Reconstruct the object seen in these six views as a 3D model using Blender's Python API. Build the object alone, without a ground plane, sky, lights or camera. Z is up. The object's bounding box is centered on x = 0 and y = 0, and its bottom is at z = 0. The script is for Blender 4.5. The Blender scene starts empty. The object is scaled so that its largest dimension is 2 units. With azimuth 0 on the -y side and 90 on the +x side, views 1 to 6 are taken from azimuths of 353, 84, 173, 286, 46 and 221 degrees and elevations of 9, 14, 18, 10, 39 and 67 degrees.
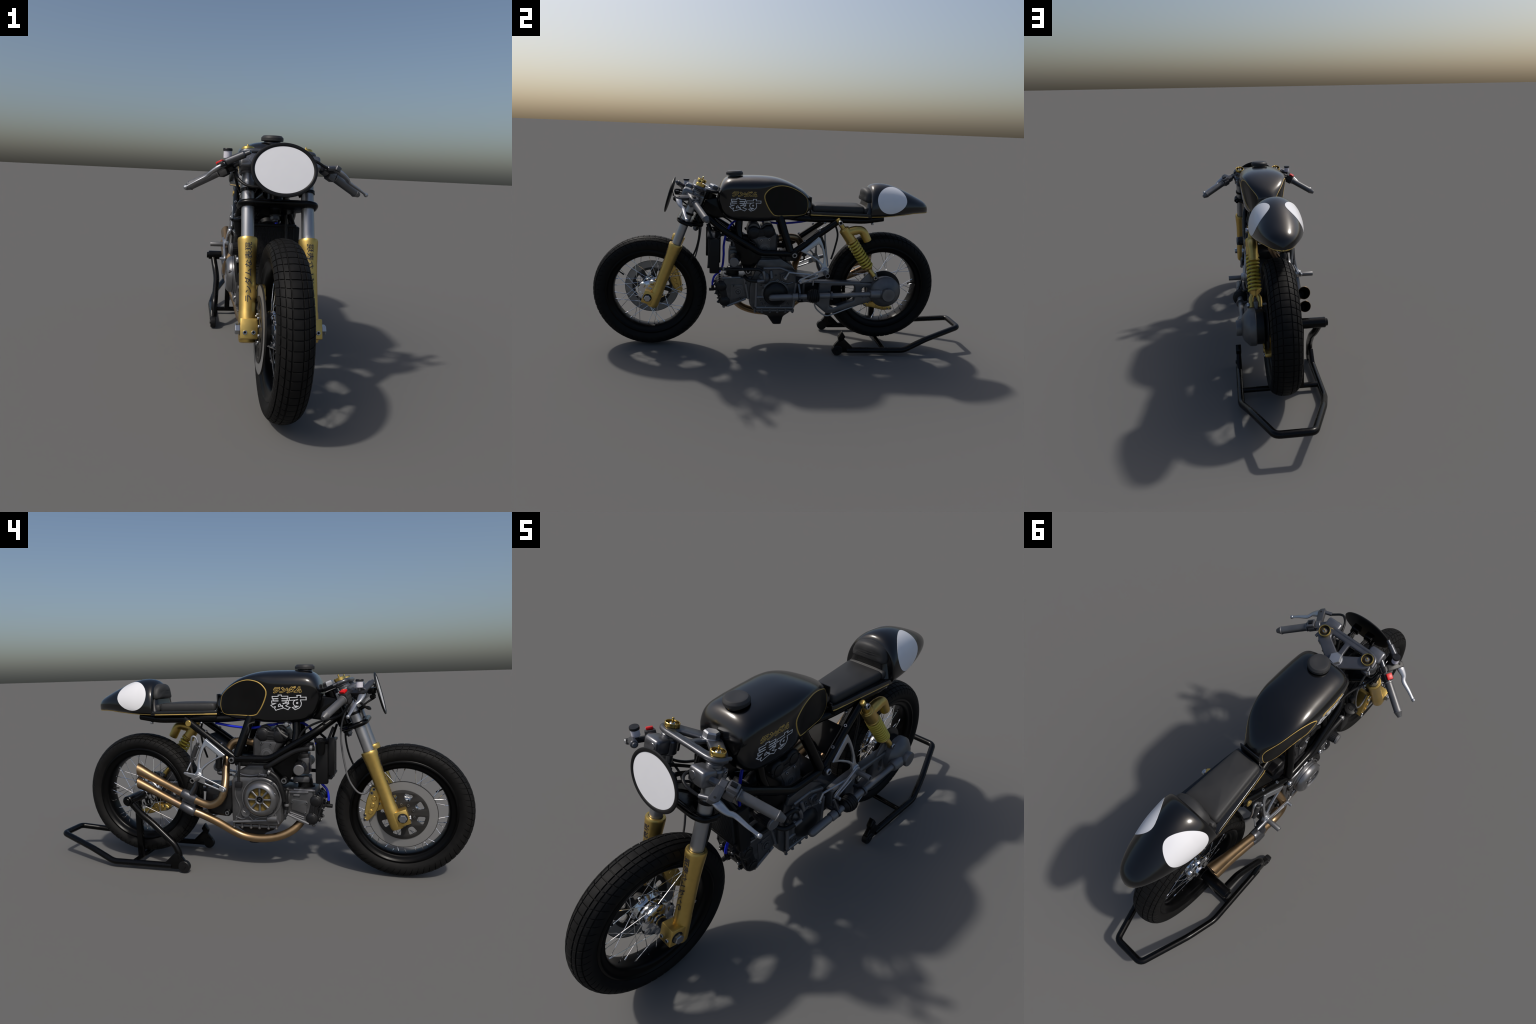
# A black and gold single-sided shaft-drive cafe racer held up on a tubular paddock stand.
# Frame: metres, z up, the machine faces -y.
import bpy, bmesh, math, random
from math import sin, cos, pi, radians
from mathutils import Vector, Matrix
from mathutils.bvhtree import BVHTree

random.seed(7)
V = Vector
SC = bpy.context.scene
COL = SC.collection

# ------------------------------------------------------------------ materials
def material(name, base, rough=0.4, metal=0.0, coat=0.0, vary=0.15, scale=25.0, bump=0.0, bscale=300.0, spec=0.5,
             rvary=0.06, baked_shade=None, baked_shade_amount=0.0, baked_edge_light=0.0):
    m = bpy.data.materials.new(name)
    m.use_nodes = True
    nt = m.node_tree
    n, l = nt.nodes, nt.links
    p = n["Principled BSDF"]
    p.inputs["Metallic"].default_value = metal
    p.inputs["Specular IOR Level"].default_value = spec
    p.inputs["Coat Weight"].default_value = coat
    p.inputs["Coat Roughness"].default_value = 0.12
    tc = n.new("ShaderNodeTexCoord")
    nz = n.new("ShaderNodeTexNoise")
    nz.inputs["Scale"].default_value = scale
    nz.inputs["Detail"].default_value = 5
    l.new(tc.outputs["Object"], nz.inputs["Vector"])
    rp = n.new("ShaderNodeValToRGB")
    rp.color_ramp.elements[0].position = 0.3
    rp.color_ramp.elements[1].position = 0.7
    rp.color_ramp.elements[0].color = (*[c * (1 - vary) for c in base], 1)
    rp.color_ramp.elements[1].color = (*[min(1, c * (1 + vary)) for c in base], 1)
    l.new(nz.outputs["Fac"], rp.inputs["Fac"])
    col = rp.outputs["Color"]
    if baked_shade:
        g = n.new("ShaderNodeNewGeometry")  # concave spots darkened in the base colour, as occlusion shading
        r2 = n.new("ShaderNodeValToRGB")
        r2.color_ramp.elements[0].position = 0.42
        r2.color_ramp.elements[1].position = 0.52
        r2.color_ramp.elements[0].color = (1, 1, 1, 1)
        r2.color_ramp.elements[1].color = (0, 0, 0, 1)
        l.new(g.outputs["Pointiness"], r2.inputs["Fac"])
        mu = n.new("ShaderNodeMath"); mu.operation = "MULTIPLY"
        mu.inputs[1].default_value = baked_shade_amount
        l.new(r2.outputs["Color"], mu.inputs[0])
        mx = n.new("ShaderNodeMix"); mx.data_type = "RGBA"
        mx.inputs["B"].default_value = (*baked_shade, 1)
        l.new(mu.outputs[0], mx.inputs["Factor"])
        l.new(col, mx.inputs["A"])
        col = mx.outputs["Result"]
        if baked_edge_light:
            r3 = n.new("ShaderNodeValToRGB")  # convex edges tinted lighter to draw the bright edge highlights
            r3.color_ramp.elements[0].position = 0.53; r3.color_ramp.elements[0].color = (0, 0, 0, 1)
            r3.color_ramp.elements[1].position = 0.64; r3.color_ramp.elements[1].color = (baked_edge_light, baked_edge_light, baked_edge_light, 1)
            l.new(g.outputs["Pointiness"], r3.inputs["Fac"])
            m2 = n.new("ShaderNodeMix"); m2.data_type = "RGBA"
            m2.inputs["B"].default_value = (*[min(1, c * 2.6) for c in base], 1)
            l.new(r3.outputs["Color"], m2.inputs["Factor"]); l.new(col, m2.inputs["A"])
            col = m2.outputs["Result"]
    l.new(col, p.inputs["Base Color"])
    mr = n.new("ShaderNodeMapRange")
    mr.inputs["To Min"].default_value = max(0.02, rough - rvary)
    mr.inputs["To Max"].default_value = rough + rvary
    l.new(nz.outputs["Fac"], mr.inputs["Value"])
    l.new(mr.outputs["Result"], p.inputs["Roughness"])
    if bump:
        nb = n.new("ShaderNodeTexNoise")
        nb.inputs["Scale"].default_value = bscale
        nb.inputs["Detail"].default_value = 3
        l.new(tc.outputs["Object"], nb.inputs["Vector"])
        bp = n.new("ShaderNodeBump")
        bp.inputs["Strength"].default_value = bump
        bp.inputs["Distance"].default_value = 0.002
        l.new(nb.outputs["Fac"], bp.inputs["Height"])
        l.new(bp.outputs["Normal"], p.inputs["Normal"])
    return m

PAINT = material("gloss_black_paint", (0.0028, 0.0029, 0.0033), 0.22, 0, 0.35, 0.1, spec=0.45, rvary=0.03)
PANEL = material("satin_black_panel", (0.0055, 0.0052, 0.005), 0.40, 0, 0.0, 0.1, spec=0.22)
FRAME = material("black_powder_coat", (0.0012, 0.0012, 0.0014), 0.26, 0, 0.0, 0.15, spec=0.22)
PLASTIC = material("black_plastic", (0.006, 0.006, 0.0065), 0.45, 0, 0, 0.15, spec=0.25)
CAP = material("dark_grey_cap", (0.028, 0.028, 0.029), 0.48, 0, 0, 0.12, spec=0.35)
RUBBER = material("tyre_rubber", (0.0078, 0.0076, 0.0075), 0.6, 0, 0, 0.18, scale=40, bump=0.06, bscale=500, spec=0.12)
HOSE = material("rubber_hose", (0.007, 0.007, 0.0075), 0.45, 0, 0, 0.15, spec=0.3)
VINYL = material("seat_vinyl", (0.026, 0.026, 0.0265), 0.55, 0, 0, 0.1, bump=0.12, bscale=700, spec=0.35)
RIM = material("rim_black", (0.0012, 0.0012, 0.0014), 0.33, 0, 0, 0.1, spec=0.14)
GOLD = material("gold_anodised", (0.62, 0.43, 0.125), 0.38, 0.92, 0, 0.05, scale=60, baked_shade=(0.12, 0.07, 0.02), baked_shade_amount=0.35)
BRIGHTGOLD = material("polished_gold", (0.72, 0.50, 0.14), 0.22, 1.0, 0, 0.05)
SPRING = material("gold_spring_paint", (0.62, 0.50, 0.075), 0.42, 0.3, 0, 0.05)
STRIPE = material("gold_pinstripe", (0.58, 0.39, 0.10), 0.42, 0.1, 0, 0.05)
BRONZE = material("bronze_exhaust", (0.31, 0.208, 0.112), 0.36, 0.95, 0, 0.10, scale=18)
NEAR_BLACK = material("near_black_inside", (0.004, 0.0035, 0.003), 0.8, 0, 0, 0.2)  # near-black used inside the pipe bores, wells and sockets
STEEL = material("satin_steel_tube", (0.36, 0.365, 0.375), 0.36, 0.88, 0, 0.05)
GUN = material("gunmetal_casting", (0.105, 0.108, 0.118), 0.33, 0.75, 0, 0.12, baked_shade=(0.02, 0.02, 0.02), baked_shade_amount=0.5)
CLAMPM = material("machined_clamp", (0.17, 0.174, 0.186), 0.32, 0.75, 0, 0.1, baked_shade=(0.03, 0.03, 0.03), baked_shade_amount=0.5)
CAST = material("dark_cast_alloy", (0.088, 0.088, 0.091), 0.40, 0.6, 0, 0.22, scale=22, bump=0.08, bscale=400, baked_shade=(0.008, 0.008, 0.008), baked_shade_amount=0.7, baked_edge_light=0.8)
COVER = material("black_engine_cover", (0.0095, 0.0095, 0.0105), 0.40, 0.1, 0, 0.2, spec=0.32, baked_shade=(0.002, 0.002, 0.002), baked_shade_amount=0.5, baked_edge_light=0.5)
DULL = material("grey_cast_drive", (0.135, 0.135, 0.138), 0.44, 0.55, 0, 0.12, scale=26, baked_shade=(0.02, 0.02, 0.02), baked_shade_amount=0.6, baked_edge_light=0.6)
CLUTCH = material("clutch_cover_metal", (0.20, 0.20, 0.205), 0.33, 0.8, 0, 0.1, baked_shade=(0.03, 0.03, 0.03), baked_shade_amount=0.5)
ALLOY = material("bright_alloy", (0.43, 0.44, 0.46), 0.36, 0.9, 0, 0.05, baked_shade=(0.07, 0.07, 0.075), baked_shade_amount=0.5)
LEVER = material("satin_lever_alloy", (0.43, 0.44, 0.46), 0.36, 0.85, 0, 0.05)
CHROME = material("chrome", (0.70, 0.71, 0.73), 0.14, 1.0, 0, 0.03, rvary=0.03)
BOLT = material("bolt_steel", (0.42, 0.43, 0.45), 0.3, 1.0, 0, 0.05)
DISC = material("disc_steel", (0.27, 0.268, 0.265), 0.5, 0.6, 0, 0.06, scale=8)
CARRIER = material("disc_carrier", (0.022, 0.021, 0.02), 0.5, 0.3, 0, 0.15)
WHITE = material("white_paint", (0.78, 0.78, 0.80), 0.3, 0, 0.0, 0.01, rvary=0.02)
RED = material("red_switch", (0.62, 0.004, 0.004), 0.4, 0, 0, 0.05)
BLUE = material("blue_ignition_lead", (0.004, 0.018, 0.60), 0.42, 0, 0, 0.08)
TANKPLASTIC = material("milky_reservoir", (0.62, 0.60, 0.66), 0.4, 0, 0, 0.02)
INK = material("black_ink", (0.012, 0.012, 0.02), 0.5, 0, 0, 0.1)
SILVERLINE = material("silver_line", (0.72, 0.73, 0.76), 0.45, 0, 0, 0.04)
GOLDPLATE = material("gold_clutch_plate", (0.20, 0.135, 0.03), 0.5, 0.5, 0, 0.1)

# bronze pipes: heat tint near the bends and toward the tail pipes
def heat_tint(m):
    nt = m.node_tree; n, l = nt.nodes, nt.links
    p = n["Principled BSDF"]
    src = p.inputs["Base Color"].links[0].from_socket
    tc = n.new("ShaderNodeTexCoord")
    nz = n.new("ShaderNodeTexNoise"); nz.inputs["Scale"].default_value = 7; nz.inputs["Detail"].default_value = 1
    l.new(tc.outputs["Object"], nz.inputs["Vector"])
    r = n.new("ShaderNodeValToRGB")
    r.color_ramp.elements[0].position = 0.56; r.color_ramp.elements[0].color = (0, 0, 0, 1)
    r.color_ramp.elements[1].position = 0.70; r.color_ramp.elements[1].color = (0.55, 0.55, 0.55, 1)
    l.new(nz.outputs["Fac"], r.inputs["Fac"])
    mx = n.new("ShaderNodeMix"); mx.data_type = "RGBA"
    mx.inputs["B"].default_value = (0.27, 0.2, 0.19, 1)
    l.new(r.outputs["Color"], mx.inputs["Factor"]); l.new(src, mx.inputs["A"])
    l.new(mx.outputs["Result"], p.inputs["Base Color"])
heat_tint(BRONZE)

# ------------------------------------------------------------------ object helpers
def empty(name, loc=(0, 0, 0), parent=None):
    o = bpy.data.objects.new(name, None)
    o.empty_display_size = 0.1
    o.location = loc
    COL.objects.link(o)
    if parent: o.parent = parent
    return o

def new(name, b, mat, parent=None, angle=35, kind=None):
    bmesh.ops.remove_doubles(b, verts=b.verts, dist=1e-6)
    bmesh.ops.recalc_face_normals(b, faces=b.faces)
    me = bpy.data.meshes.new(name)
    b.to_mesh(me); b.free()
    me.materials.append(mat)
    me.polygons.foreach_set("use_smooth", [True] * len(me.polygons))
    me.set_sharp_from_angle(angle=radians(angle))
    o = bpy.data.objects.new(name, me)
    COL.objects.link(o)
    if parent: o.parent = parent
    if kind: o["kind"] = kind
    return o

def put(src, name, M, parent):
    o = src.copy()
    o.name = name
    o.parent = parent
    o.matrix_local = M
    COL.objects.link(o)
    return o

def B(): return bmesh.new()

def axes(d):
    d = V(d).normalized()
    h = V((0, 0, 1)) if abs(d.z) < 0.9 else V((0, 1, 0))
    a = h.cross(d).normalized()
    return a, d.cross(a), d

def aim(p, d, roll=0.0):
    a, c, e = axes(d)
    return Matrix.Translation(V(p)) @ Matrix((a, c, e)).transposed().to_4x4() @ Matrix.Rotation(roll, 4, "Z")

# ------------------------------------------------------------------ shape helpers (all add to a bmesh)
def strip(b, rings, closed_ring=True, cap0=True, cap1=True, loop=False):
    vs = [[b.verts.new(p) for p in r] for r in rings]
    n = len(vs[0])
    pairs = list(zip(vs, vs[1:])) + ([(vs[-1], vs[0])] if loop else [])
    for r0, r1 in pairs:
        for i in range(n if closed_ring else n - 1):
            j = (i + 1) % n
            try: b.faces.new((r0[i], r0[j], r1[j], r1[i]))
            except ValueError: pass
    if not loop:
        if cap0: b.faces.new(vs[0][::-1])
        if cap1: b.faces.new(vs[-1])

def curve(pts, n=8):
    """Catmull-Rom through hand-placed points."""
    P = [V(p) for p in pts]
    P = [2 * P[0] - P[1]] + P + [2 * P[-1] - P[-2]]
    out = []
    for i in range(1, len(P) - 2):
        a, q, c, d = P[i - 1:i + 3]
        for k in range(n):
            t = k / n
            out.append(0.5 * (2 * q + (c - a) * t + (2 * a - 5 * q + 4 * c - d) * t * t + (3 * q - a - 3 * c + d) * t ** 3))
    out.append(P[-2])
    return out

def fillet(pts, r, n=5, closed=False):
    """Round the corners of a polyline (2D or 3D)."""
    P = [V(p) for p in pts]
    m = len(P); out = []
    for i in range(m):
        if not closed and i in (0, m - 1):
            out.append(P[i]); continue
        rr = r[i] if isinstance(r, (list, tuple)) else r
        p, a, c = P[i], P[i - 1], P[(i + 1) % m]
        u, w = (a - p), (c - p)
        d = min(rr, u.length * 0.48, w.length * 0.48)
        s, e = p + u.normalized() * d, p + w.normalized() * d
        for k in range(n + 1):
            t = k / n
            out.append((1 - t) ** 2 * s + 2 * t * (1 - t) * p + t * t * e)
    return out

def tube(b, pts, r, seg=12, cap=True, loop=False, flat=1.0, up=None, end_y=None):
    P = [V(p) for p in pts]
    n = len(P)
    R = r if isinstance(r, (list, tuple)) else [r] * n
    rings = []
    t0 = (P[1] - P[0]).normalized()
    a = axes(t0)[0] if up is None else (V(up) - V(up).dot(t0) * t0).normalized()
    for i in range(n):
        t = (P[(i + 1) % n] - P[i - 1]) if (loop or 0 < i < n - 1) else (P[1] - P[0] if i == 0 else P[-1] - P[-2])
        t.normalize()
        a = (a - a.dot(t) * t).normalized()
        c = t.cross(a)
        ring = [P[i] + R[i] * (cos(2 * pi * k / seg) * a + flat * sin(2 * pi * k / seg) * c) for k in range(seg)]
        if end_y is not None and i == n - 1:
            ring = [q + t * ((end_y - q.y) / t.y) for q in ring]
        rings.append(ring)
    strip(b, rings, True, cap, cap, loop)

def lathe(b, prof, o, d, seg=32, loop=False):
    """Turn (radius, height) pairs about the line through o along d."""
    a, c, e = axes(d); o = V(o)
    rings = [[o + h * e + max(r, 1e-5) * (cos(2 * pi * k / seg) * a + sin(2 * pi * k / seg) * c) for k in range(seg)] for r, h in prof]
    strip(b, rings, True, True, True, loop)

def rod(b, p0, p1, r, ch=0.0015, seg=24, r1=None):
    p0, p1 = V(p0), V(p1); L = (p1 - p0).length
    r1 = r if r1 is None else r1
    ch = min(ch, r * 0.45, r1 * 0.45, L * 0.4)
    lathe(b, [(r - ch, 0), (r, ch), (r1, L - ch), (r1 - ch, L)], p0, p1 - p0, seg)

def block(b, c, size, M=None, ch=0.003, segs=2):
    t = bmesh.new()
    bmesh.ops.create_cube(t, size=1)
    for v in t.verts: v.co = V([v.co[i] * size[i] for i in range(3)])
    if ch: bmesh.ops.bevel(t, geom=list(t.edges), offset=min(ch, min(size) * 0.45), segments=segs, profile=0.5, affect="EDGES")
    T = Matrix.Translation(V(c)) @ (M.to_4x4() if M else Matrix())
    merge(b, t, T)

def merge(b, t, T=None):
    if T is not None: t.transform(T)
    me = bpy.data.meshes.new("scratch")
    t.to_mesh(me); t.free(); b.from_mesh(me); bpy.data.meshes.remove(me)

def prism(b, loops, T, thick, ch=0.002, res=1):
    """A flat outline (with holes) given thickness and rounded edges, placed by T."""
    cu = bpy.data.curves.new("scratch", "CURVE")
    cu.dimensions = "2D"; cu.fill_mode = "BOTH"
    cu.extrude = max(thick / 2 - ch, 1e-4); cu.bevel_depth = ch; cu.bevel_resolution = res; cu.offset = -ch
    for L in loops:
        s = cu.splines.new("POLY"); s.points.add(len(L) - 1)
        for q, p in zip(s.points, L): q.co = (p[0], p[1], 0, 1)
        s.use_cyclic_u = True
    o = bpy.data.objects.new("scratch", cu)
    me = bpy.data.meshes.new_from_object(o)
    me.transform(T)
    b.from_mesh(me)
    bpy.data.objects.remove(o); bpy.data.curves.remove(cu); bpy.data.meshes.remove(me)

def side(x, tilt=None):
    """Drawing plane seen from the side: local x = y, local y = z, local z = x."""
    return Matrix(((0, 0, 1, x), (1, 0, 0, 0), (0, 1, 0, 0), (0, 0, 0, 1)))

def ring2(c, r, n=24, a0=0.0):
    return [(c[0] + r * cos(a0 + 2 * pi * k / n), c[1] + r * sin(a0 + 2 * pi * k / n)) for k in range(n)]

def lerp(tab, x):
    if x <= tab[0][0]: return tab[0][1]
    for (a, p), (c, q) in zip(tab, tab[1:]):
        if x <= c: return p + (q - p) * (x - a) / (c - a)
    return tab[-1][1]

def smooth_tab(tab, n=10):
    return [(p.x, p.y) for p in curve([(a, c, 0) for a, c in tab], n)]

# ------------------------------------------------------------------ the two things
BIKE = empty("cafe_racer_motorcycle")
BIKE["label"] = "black and gold cafe racer motorcycle with twin exhaust pipes"
BIKE["category"] = "motorcycle"
STAND = empty("paddock_stand", (0, 0.6, 0))
STAND["label"] = "black tubular single-sided paddock stand with small wheels"
STAND["category"] = "motorcycle stand"

# master fasteners -------------------------------------------------
def make_bolt():
    b = B()   # socket head, axis +z, radius 1, seated at z=0
    lathe(b, [(0.9, -0.2), (1.0, 0.0), (1.0, 0.75), (0.86, 0.95), (0.58, 0.95), (0.54, 0.90), (0.5, 0.45), (0.01, 0.40)], (0, 0, 0), (0, 0, 1), 16)
    o = new("bolt", b, BOLT)
    o.data.materials.append(NEAR_BLACK)                 # dark socket
    for p in o.data.polygons:
        if math.hypot(p.center.x, p.center.y) < 0.535 and p.center.z < 0.96: p.material_index = 1
    return o
def make_hex():
    b = B()
    lathe(b, [(1.2, 0), (1.2, 0.15), (1.0, 0.16)], (0, 0, 0), (0, 0, 1), 24)
    t = bmesh.new()
    strip(t, [[(r * cos(pi / 3 * k), r * sin(pi / 3 * k), h) for k in range(6)] for r, h in ((1.0, 0.1), (1.0, 0.85), (0.86, 1.0))])
    merge(b, t)
    o = new("hex_bolt", b, BOLT); return o
BOLT0, HEX0 = make_bolt(), make_hex()
MASTER = {}
def bolt(p, d, r, parent, hexa=False, mat=None):
    """Fastener seated at p pointing along d; every fastener of a kind and finish shares one mesh."""
    mat = mat or BOLT
    src = HEX0 if hexa else BOLT0
    M = aim(p, d) @ Matrix.Scale(r, 4)
    key = (hexa, mat.name)
    if key not in MASTER:
        if mat == BOLT:
            MASTER[key] = src.data
            src.parent = parent; src.matrix_local = M
            return src
        MASTER[key] = src.data.copy(); MASTER[key].materials[0] = mat
    o = put(src, "hex_bolt" if hexa else "bolt", M, parent)
    o.data = MASTER[key]
    return o

# ================================================================== wheels
def build_tyre(R, name, parent, Tw, ls=1.0):
    pitches, hw, ry = 64, 0.0555 * ls, 0.041
    grooves = [0.0140, 0.0285, 0.047] if ls == 1 else [0.0170, 0.0380, 0.0570]                # arc distance of the circumferential grooves
    # section stations, arc length s measured from the crown
    def sec(s):
        t = s / (0.0475 * ls)
        lim = radians(112)
        if abs(t) <= lim: return hw * sin(t), R - ry + ry * cos(t)
        e = min(1.0, (abs(t) - lim) / 0.55)
        x0, r0 = hw * sin(lim), R - ry + ry * cos(lim)
        return math.copysign(x0 + (0.041 * ls - x0) * e, s), r0 + (R - 0.073 - r0) * e
    smax = 0.0475 * ls * (radians(112) + 0.55)
    st = []
    gw = 0.0016
    for g in grooves:
        st += [g - gw * 1.3, g - gw * 0.7, g + gw * 0.7, g + gw * 1.3]
    st += [0.0, 0.006] + [v * ls for v in (0.0205, 0.0375, 0.0420, 0.054, 0.0595, 0.066, 0.078, 0.09, 0.102)] + [smax]
    st = sorted(set([round(v, 6) for v in st]))
    st = [-v for v in st[:0:-1]] + st
    per = [0.0, 0.038, 0.068, 0.28, 0.5, 0.72, 0.932, 0.962]
    b = B(); rings = []
    for k in range(pitches):
        for f in per:
            ring = []
            for s in st:
                a = abs(s)
                x, r = sec(s)
                depth = 0.0
                if any(abs(a - g) <= gw * 0.75 for g in grooves): depth = 0.0038
                tr = f in (0.0, 0.038, 0.962)
                if tr:
                    if a < 0.059 * ls: depth = max(depth, 0.0034)
                    elif a < 0.067 * ls: depth = max(depth, 0.0024)
                # lateral stagger: outer rows swept back
                sweep = 0.0 if a < grooves[0] else -0.40 * ((a - grooves[0]) / (0.033 * ls)) ** 1.15
                ang = 2 * pi * (k + f + sweep) / pitches
                nrm = V((x / hw ** 2, (r - (R - ry)) / ry ** 2, 0)).normalized()
                xx, rr = x - depth * nrm.x, r - depth * nrm.y
                if a < grooves[2] and not tr and depth == 0: rr += 0.0005 * (1 - abs(f - 0.5) * 2)
                ring.append((xx, rr * cos(ang), rr * sin(ang)))
            rings.append(ring)
    strip(b, rings, closed_ring=False, loop=True)
    o = new(name, b, RUBBER, parent, 40)
    o.data.transform(Tw)
    return o

def build_wheel(center, R, kind):
    Tw = Matrix.Translation(V(center))
    c = V(center); X = V((1, 0, 0))
    # rim is the wheel part itself
    b = B(); k = R - 0.295; ls = 1.0 if kind == 'steer' else 1.14
    half = [(0.0, 0.1885), (0.018, 0.1895), (0.030, 0.192), (0.036, 0.196), (0.0385, 0.203), (0.0395, 0.210), (0.044, 0.2155), (0.0475, 0.2195),
            (0.0475, 0.2245), (0.0455, 0.2275), (0.042, 0.226), (0.040, 0.220)]
    half = [(x * ls, r) for x, r in half]
    prof = [(r + k, -x) for x, r in half[:0:-1]] + [(r + k, x) for x, r in half]
    prof += [(0.205 + k, 0.030), (0.205 + k, -0.030)]
    lathe(b, prof, c, X, 120, loop=True)
    wheel = new("wheel", b, RIM, BIKE, 40)
    build_tyre(R, "tyre", wheel, Tw, ls)
    # hub -------------------------------------------------------------
    b = B()
    lathe(b, [(0.020, -0.052), (0.024, -0.050), (0.026, -0.042), (0.040, -0.040), (0.057, -0.038), (0.061, -0.034), (0.061, -0.028), (0.057, -0.024), (0.049, -0.019),
              (0.045, -0.011), (0.0435, 0), (0.045, 0.011), (0.049, 0.019), (0.057, 0.024), (0.061, 0.028), (0.061, 0.034), (0.057, 0.038), (0.040, 0.040), (0.026, 0.042), (0.024, 0.050), (0.020, 0.052)], c, X, 48)
    for s in (-1, 1):
        for i in range(6):
            a = 2 * pi * (i + 0.25 * s) / 6
            q = c + V((s * 0.031, 0.048 * cos(a), 0.048 * sin(a)))
            lathe(b, [(0.008, -0.010), (0.016, -0.008), (0.0190, 0), (0.016, 0.008), (0.008, 0.010)], q, X, 20)
    new("hub", b, CHROME, wheel, 40)
    # spokes ----------------------------------------------------------
    b = B()
    L = 1.0
    tube(b, [(0, 0, 0), (0, 0, 0.91)], 0.0013, 6)
    tube(b, [(0, 0, 0.91), (0, 0, 0.93), (0, 0, 1.0)], [0.0014, 0.0024, 0.0026], 8)
    src = new("spoke", b, CHROME, wheel)
    first = True
    n = 36
    for i in range(n):
        s = 1 if i % 2 else -1
        lean = 1 if (i // 2) % 2 else -1
        a_rim = 2 * pi * (i + 0.12 * lean) / n + 0.06
        a_hub = a_rim + lean * radians(62)
        p = c + V((s * (0.034 if lean > 0 else 0.028), 0.058 * cos(a_hub), 0.058 * sin(a_hub)))
        rr = 0.1905 + k
        q = c + V((s * 0.008, rr * cos(a_rim), rr * sin(a_rim)))
        M = aim(p, q - p) @ Matrix.Diagonal((1, 1, (q - p).length, 1))
        if first: src.matrix_local = M; first = False
        else: put(src, "spoke", M, wheel)
    # valve
    b = B(); a = radians(148 if kind == "steer" else 5)
    dr = V((0, cos(a), sin(a)))
    rod(b, c + dr * (0.192 + k), c + dr * (0.165 + k) + V((0.006, 0, 0)), 0.0032, 0.0008, 10)
    rod(b, c + dr * (0.172 + k) + V((0.004, 0, 0)), c + dr * (0.160 + k) + V((0.007, 0, 0)), 0.0042, 0.0008, 10)
    new("valve_stem", b, PLASTIC, wheel)
    return wheel

FW = V((0, -0.7055, 0.2955))
RW = V((0, 0.532, 0.3335))
front = build_wheel(FW, 0.2950, "steer")
rear = build_wheel(RW, 0.2975, "drive")

# brake rotor of the steered wheel (one side only)
def slot(r0, r1, a, half0, half1):
    return fillet([(r0 * cos(a - half0), r0 * sin(a - half0)), (r0 * cos(a + half0), r0 * sin(a + half0)),
                   (r1 * cos(a + half1), r1 * sin(a + half1)), (r1 * cos(a - half1), r1 * sin(a - half1))], 0.009, 4, True)
b = B()
lathe(b, [(0.106, -0.0022), (0.106, 0.0022), (0.1425, 0.0022), (0.1425, -0.0022)], (-0.069, FW.y, FW.z), (1, 0, 0), 96, loop=True)
rotor = new("brake_disc", b, DISC, front, 30)
b = B()
lathe(b, [(0.1423, -0.0030), (0.1423, 0.0030), (0.1445, 0.0030), (0.1445, -0.0030)], (-0.069, FW.y, FW.z), (1, 0, 0), 96, loop=True)
new("disc_edge", b, CARRIER, rotor)
b = B()
prism(b, [ring2((FW.y, FW.z), 0.1075, 72)] + [[(FW.y + p.x, FW.z + p.y) for p in slot(0.062, 0.094, 2 * pi * i / 8 + 0.26, 0.17, 0.20)] for i in range(8)],
      side(-0.071), 0.0075, 0.0012)
lathe(b, [(0.045, -0.069), (0.058, -0.069), (0.052, -0.040), (0.035, -0.036)], (0, FW.y, FW.z), (1, 0, 0), 40)
new("disc_carrier", b, CARRIER, rotor)
for i in range(10):
    a = 2 * pi * i / 10 + 0.15
    bolt((-0.0748, FW.y + 0.047 * cos(a), FW.z + 0.047 * sin(a)), (-1, 0, 0), 0.0052, front)
# axle, spacers
b = B()
rod(b, (-0.140, FW.y, FW.z), (0.140, FW.y, FW.z), 0.0115)
rod(b, (-0.082, FW.y, FW.z), (-0.045, FW.y, FW.z), 0.019)
rod(b, (0.045, FW.y, FW.z), (0.082, FW.y, FW.z), 0.017)
new("axle", b, PLASTIC, front)

# ================================================================== fork
U = V((0, 0.3572, 0.9340)).normalized()        # along the fork legs
F = V((0, -U.z, U.y))                         # forward, square to the legs
FR = Matrix((V((1, 0, 0)), F, U)).transposed() # local x, forward, up
def leg(x, z): return V((x, -0.563 + (z - 0.571) * 0.3825, z))
FORK = None
b = B()
TC = V((0, -0.4480, 0.8565))
def yoke(fork_f, stem_f, w, bar, arm, web):
    """Triple clamp outline in (x, forward) with two lightening holes."""
    out = [(-w - 0.028, fork_f - 0.012), (-w - 0.027, fork_f + 0.020), (-w + 0.010, fork_f + bar), (w - 0.010, fork_f + bar), (w + 0.027, fork_f + 0.020), (w + 0.028, fork_f - 0.012),
           (w + 0.012, fork_f - 0.033), (0.040, stem_f - 0.018), (0.020, stem_f - 0.030), (-0.020, stem_f - 0.030), (-0.040, stem_f - 0.018), (-w - 0.012, fork_f - 0.033)]
    holes = []
    for s in (-1, 1):
        h = [(s * web, fork_f + bar - 0.026), (s * (w - 0.030), fork_f + bar - 0.026), (s * (w - 0.034), fork_f - 0.004), (s * web, stem_f + 0.026)]
        holes.append(fillet(h if s > 0 else h[::-1], 0.006, 3, True))
    return [fillet(out, [0.02, 0.02, 0.02, 0.02, 0.02, 0.02, 0.012, 0.02, 0.015, 0.015, 0.02, 0.012], 5, True)] + holes
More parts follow.
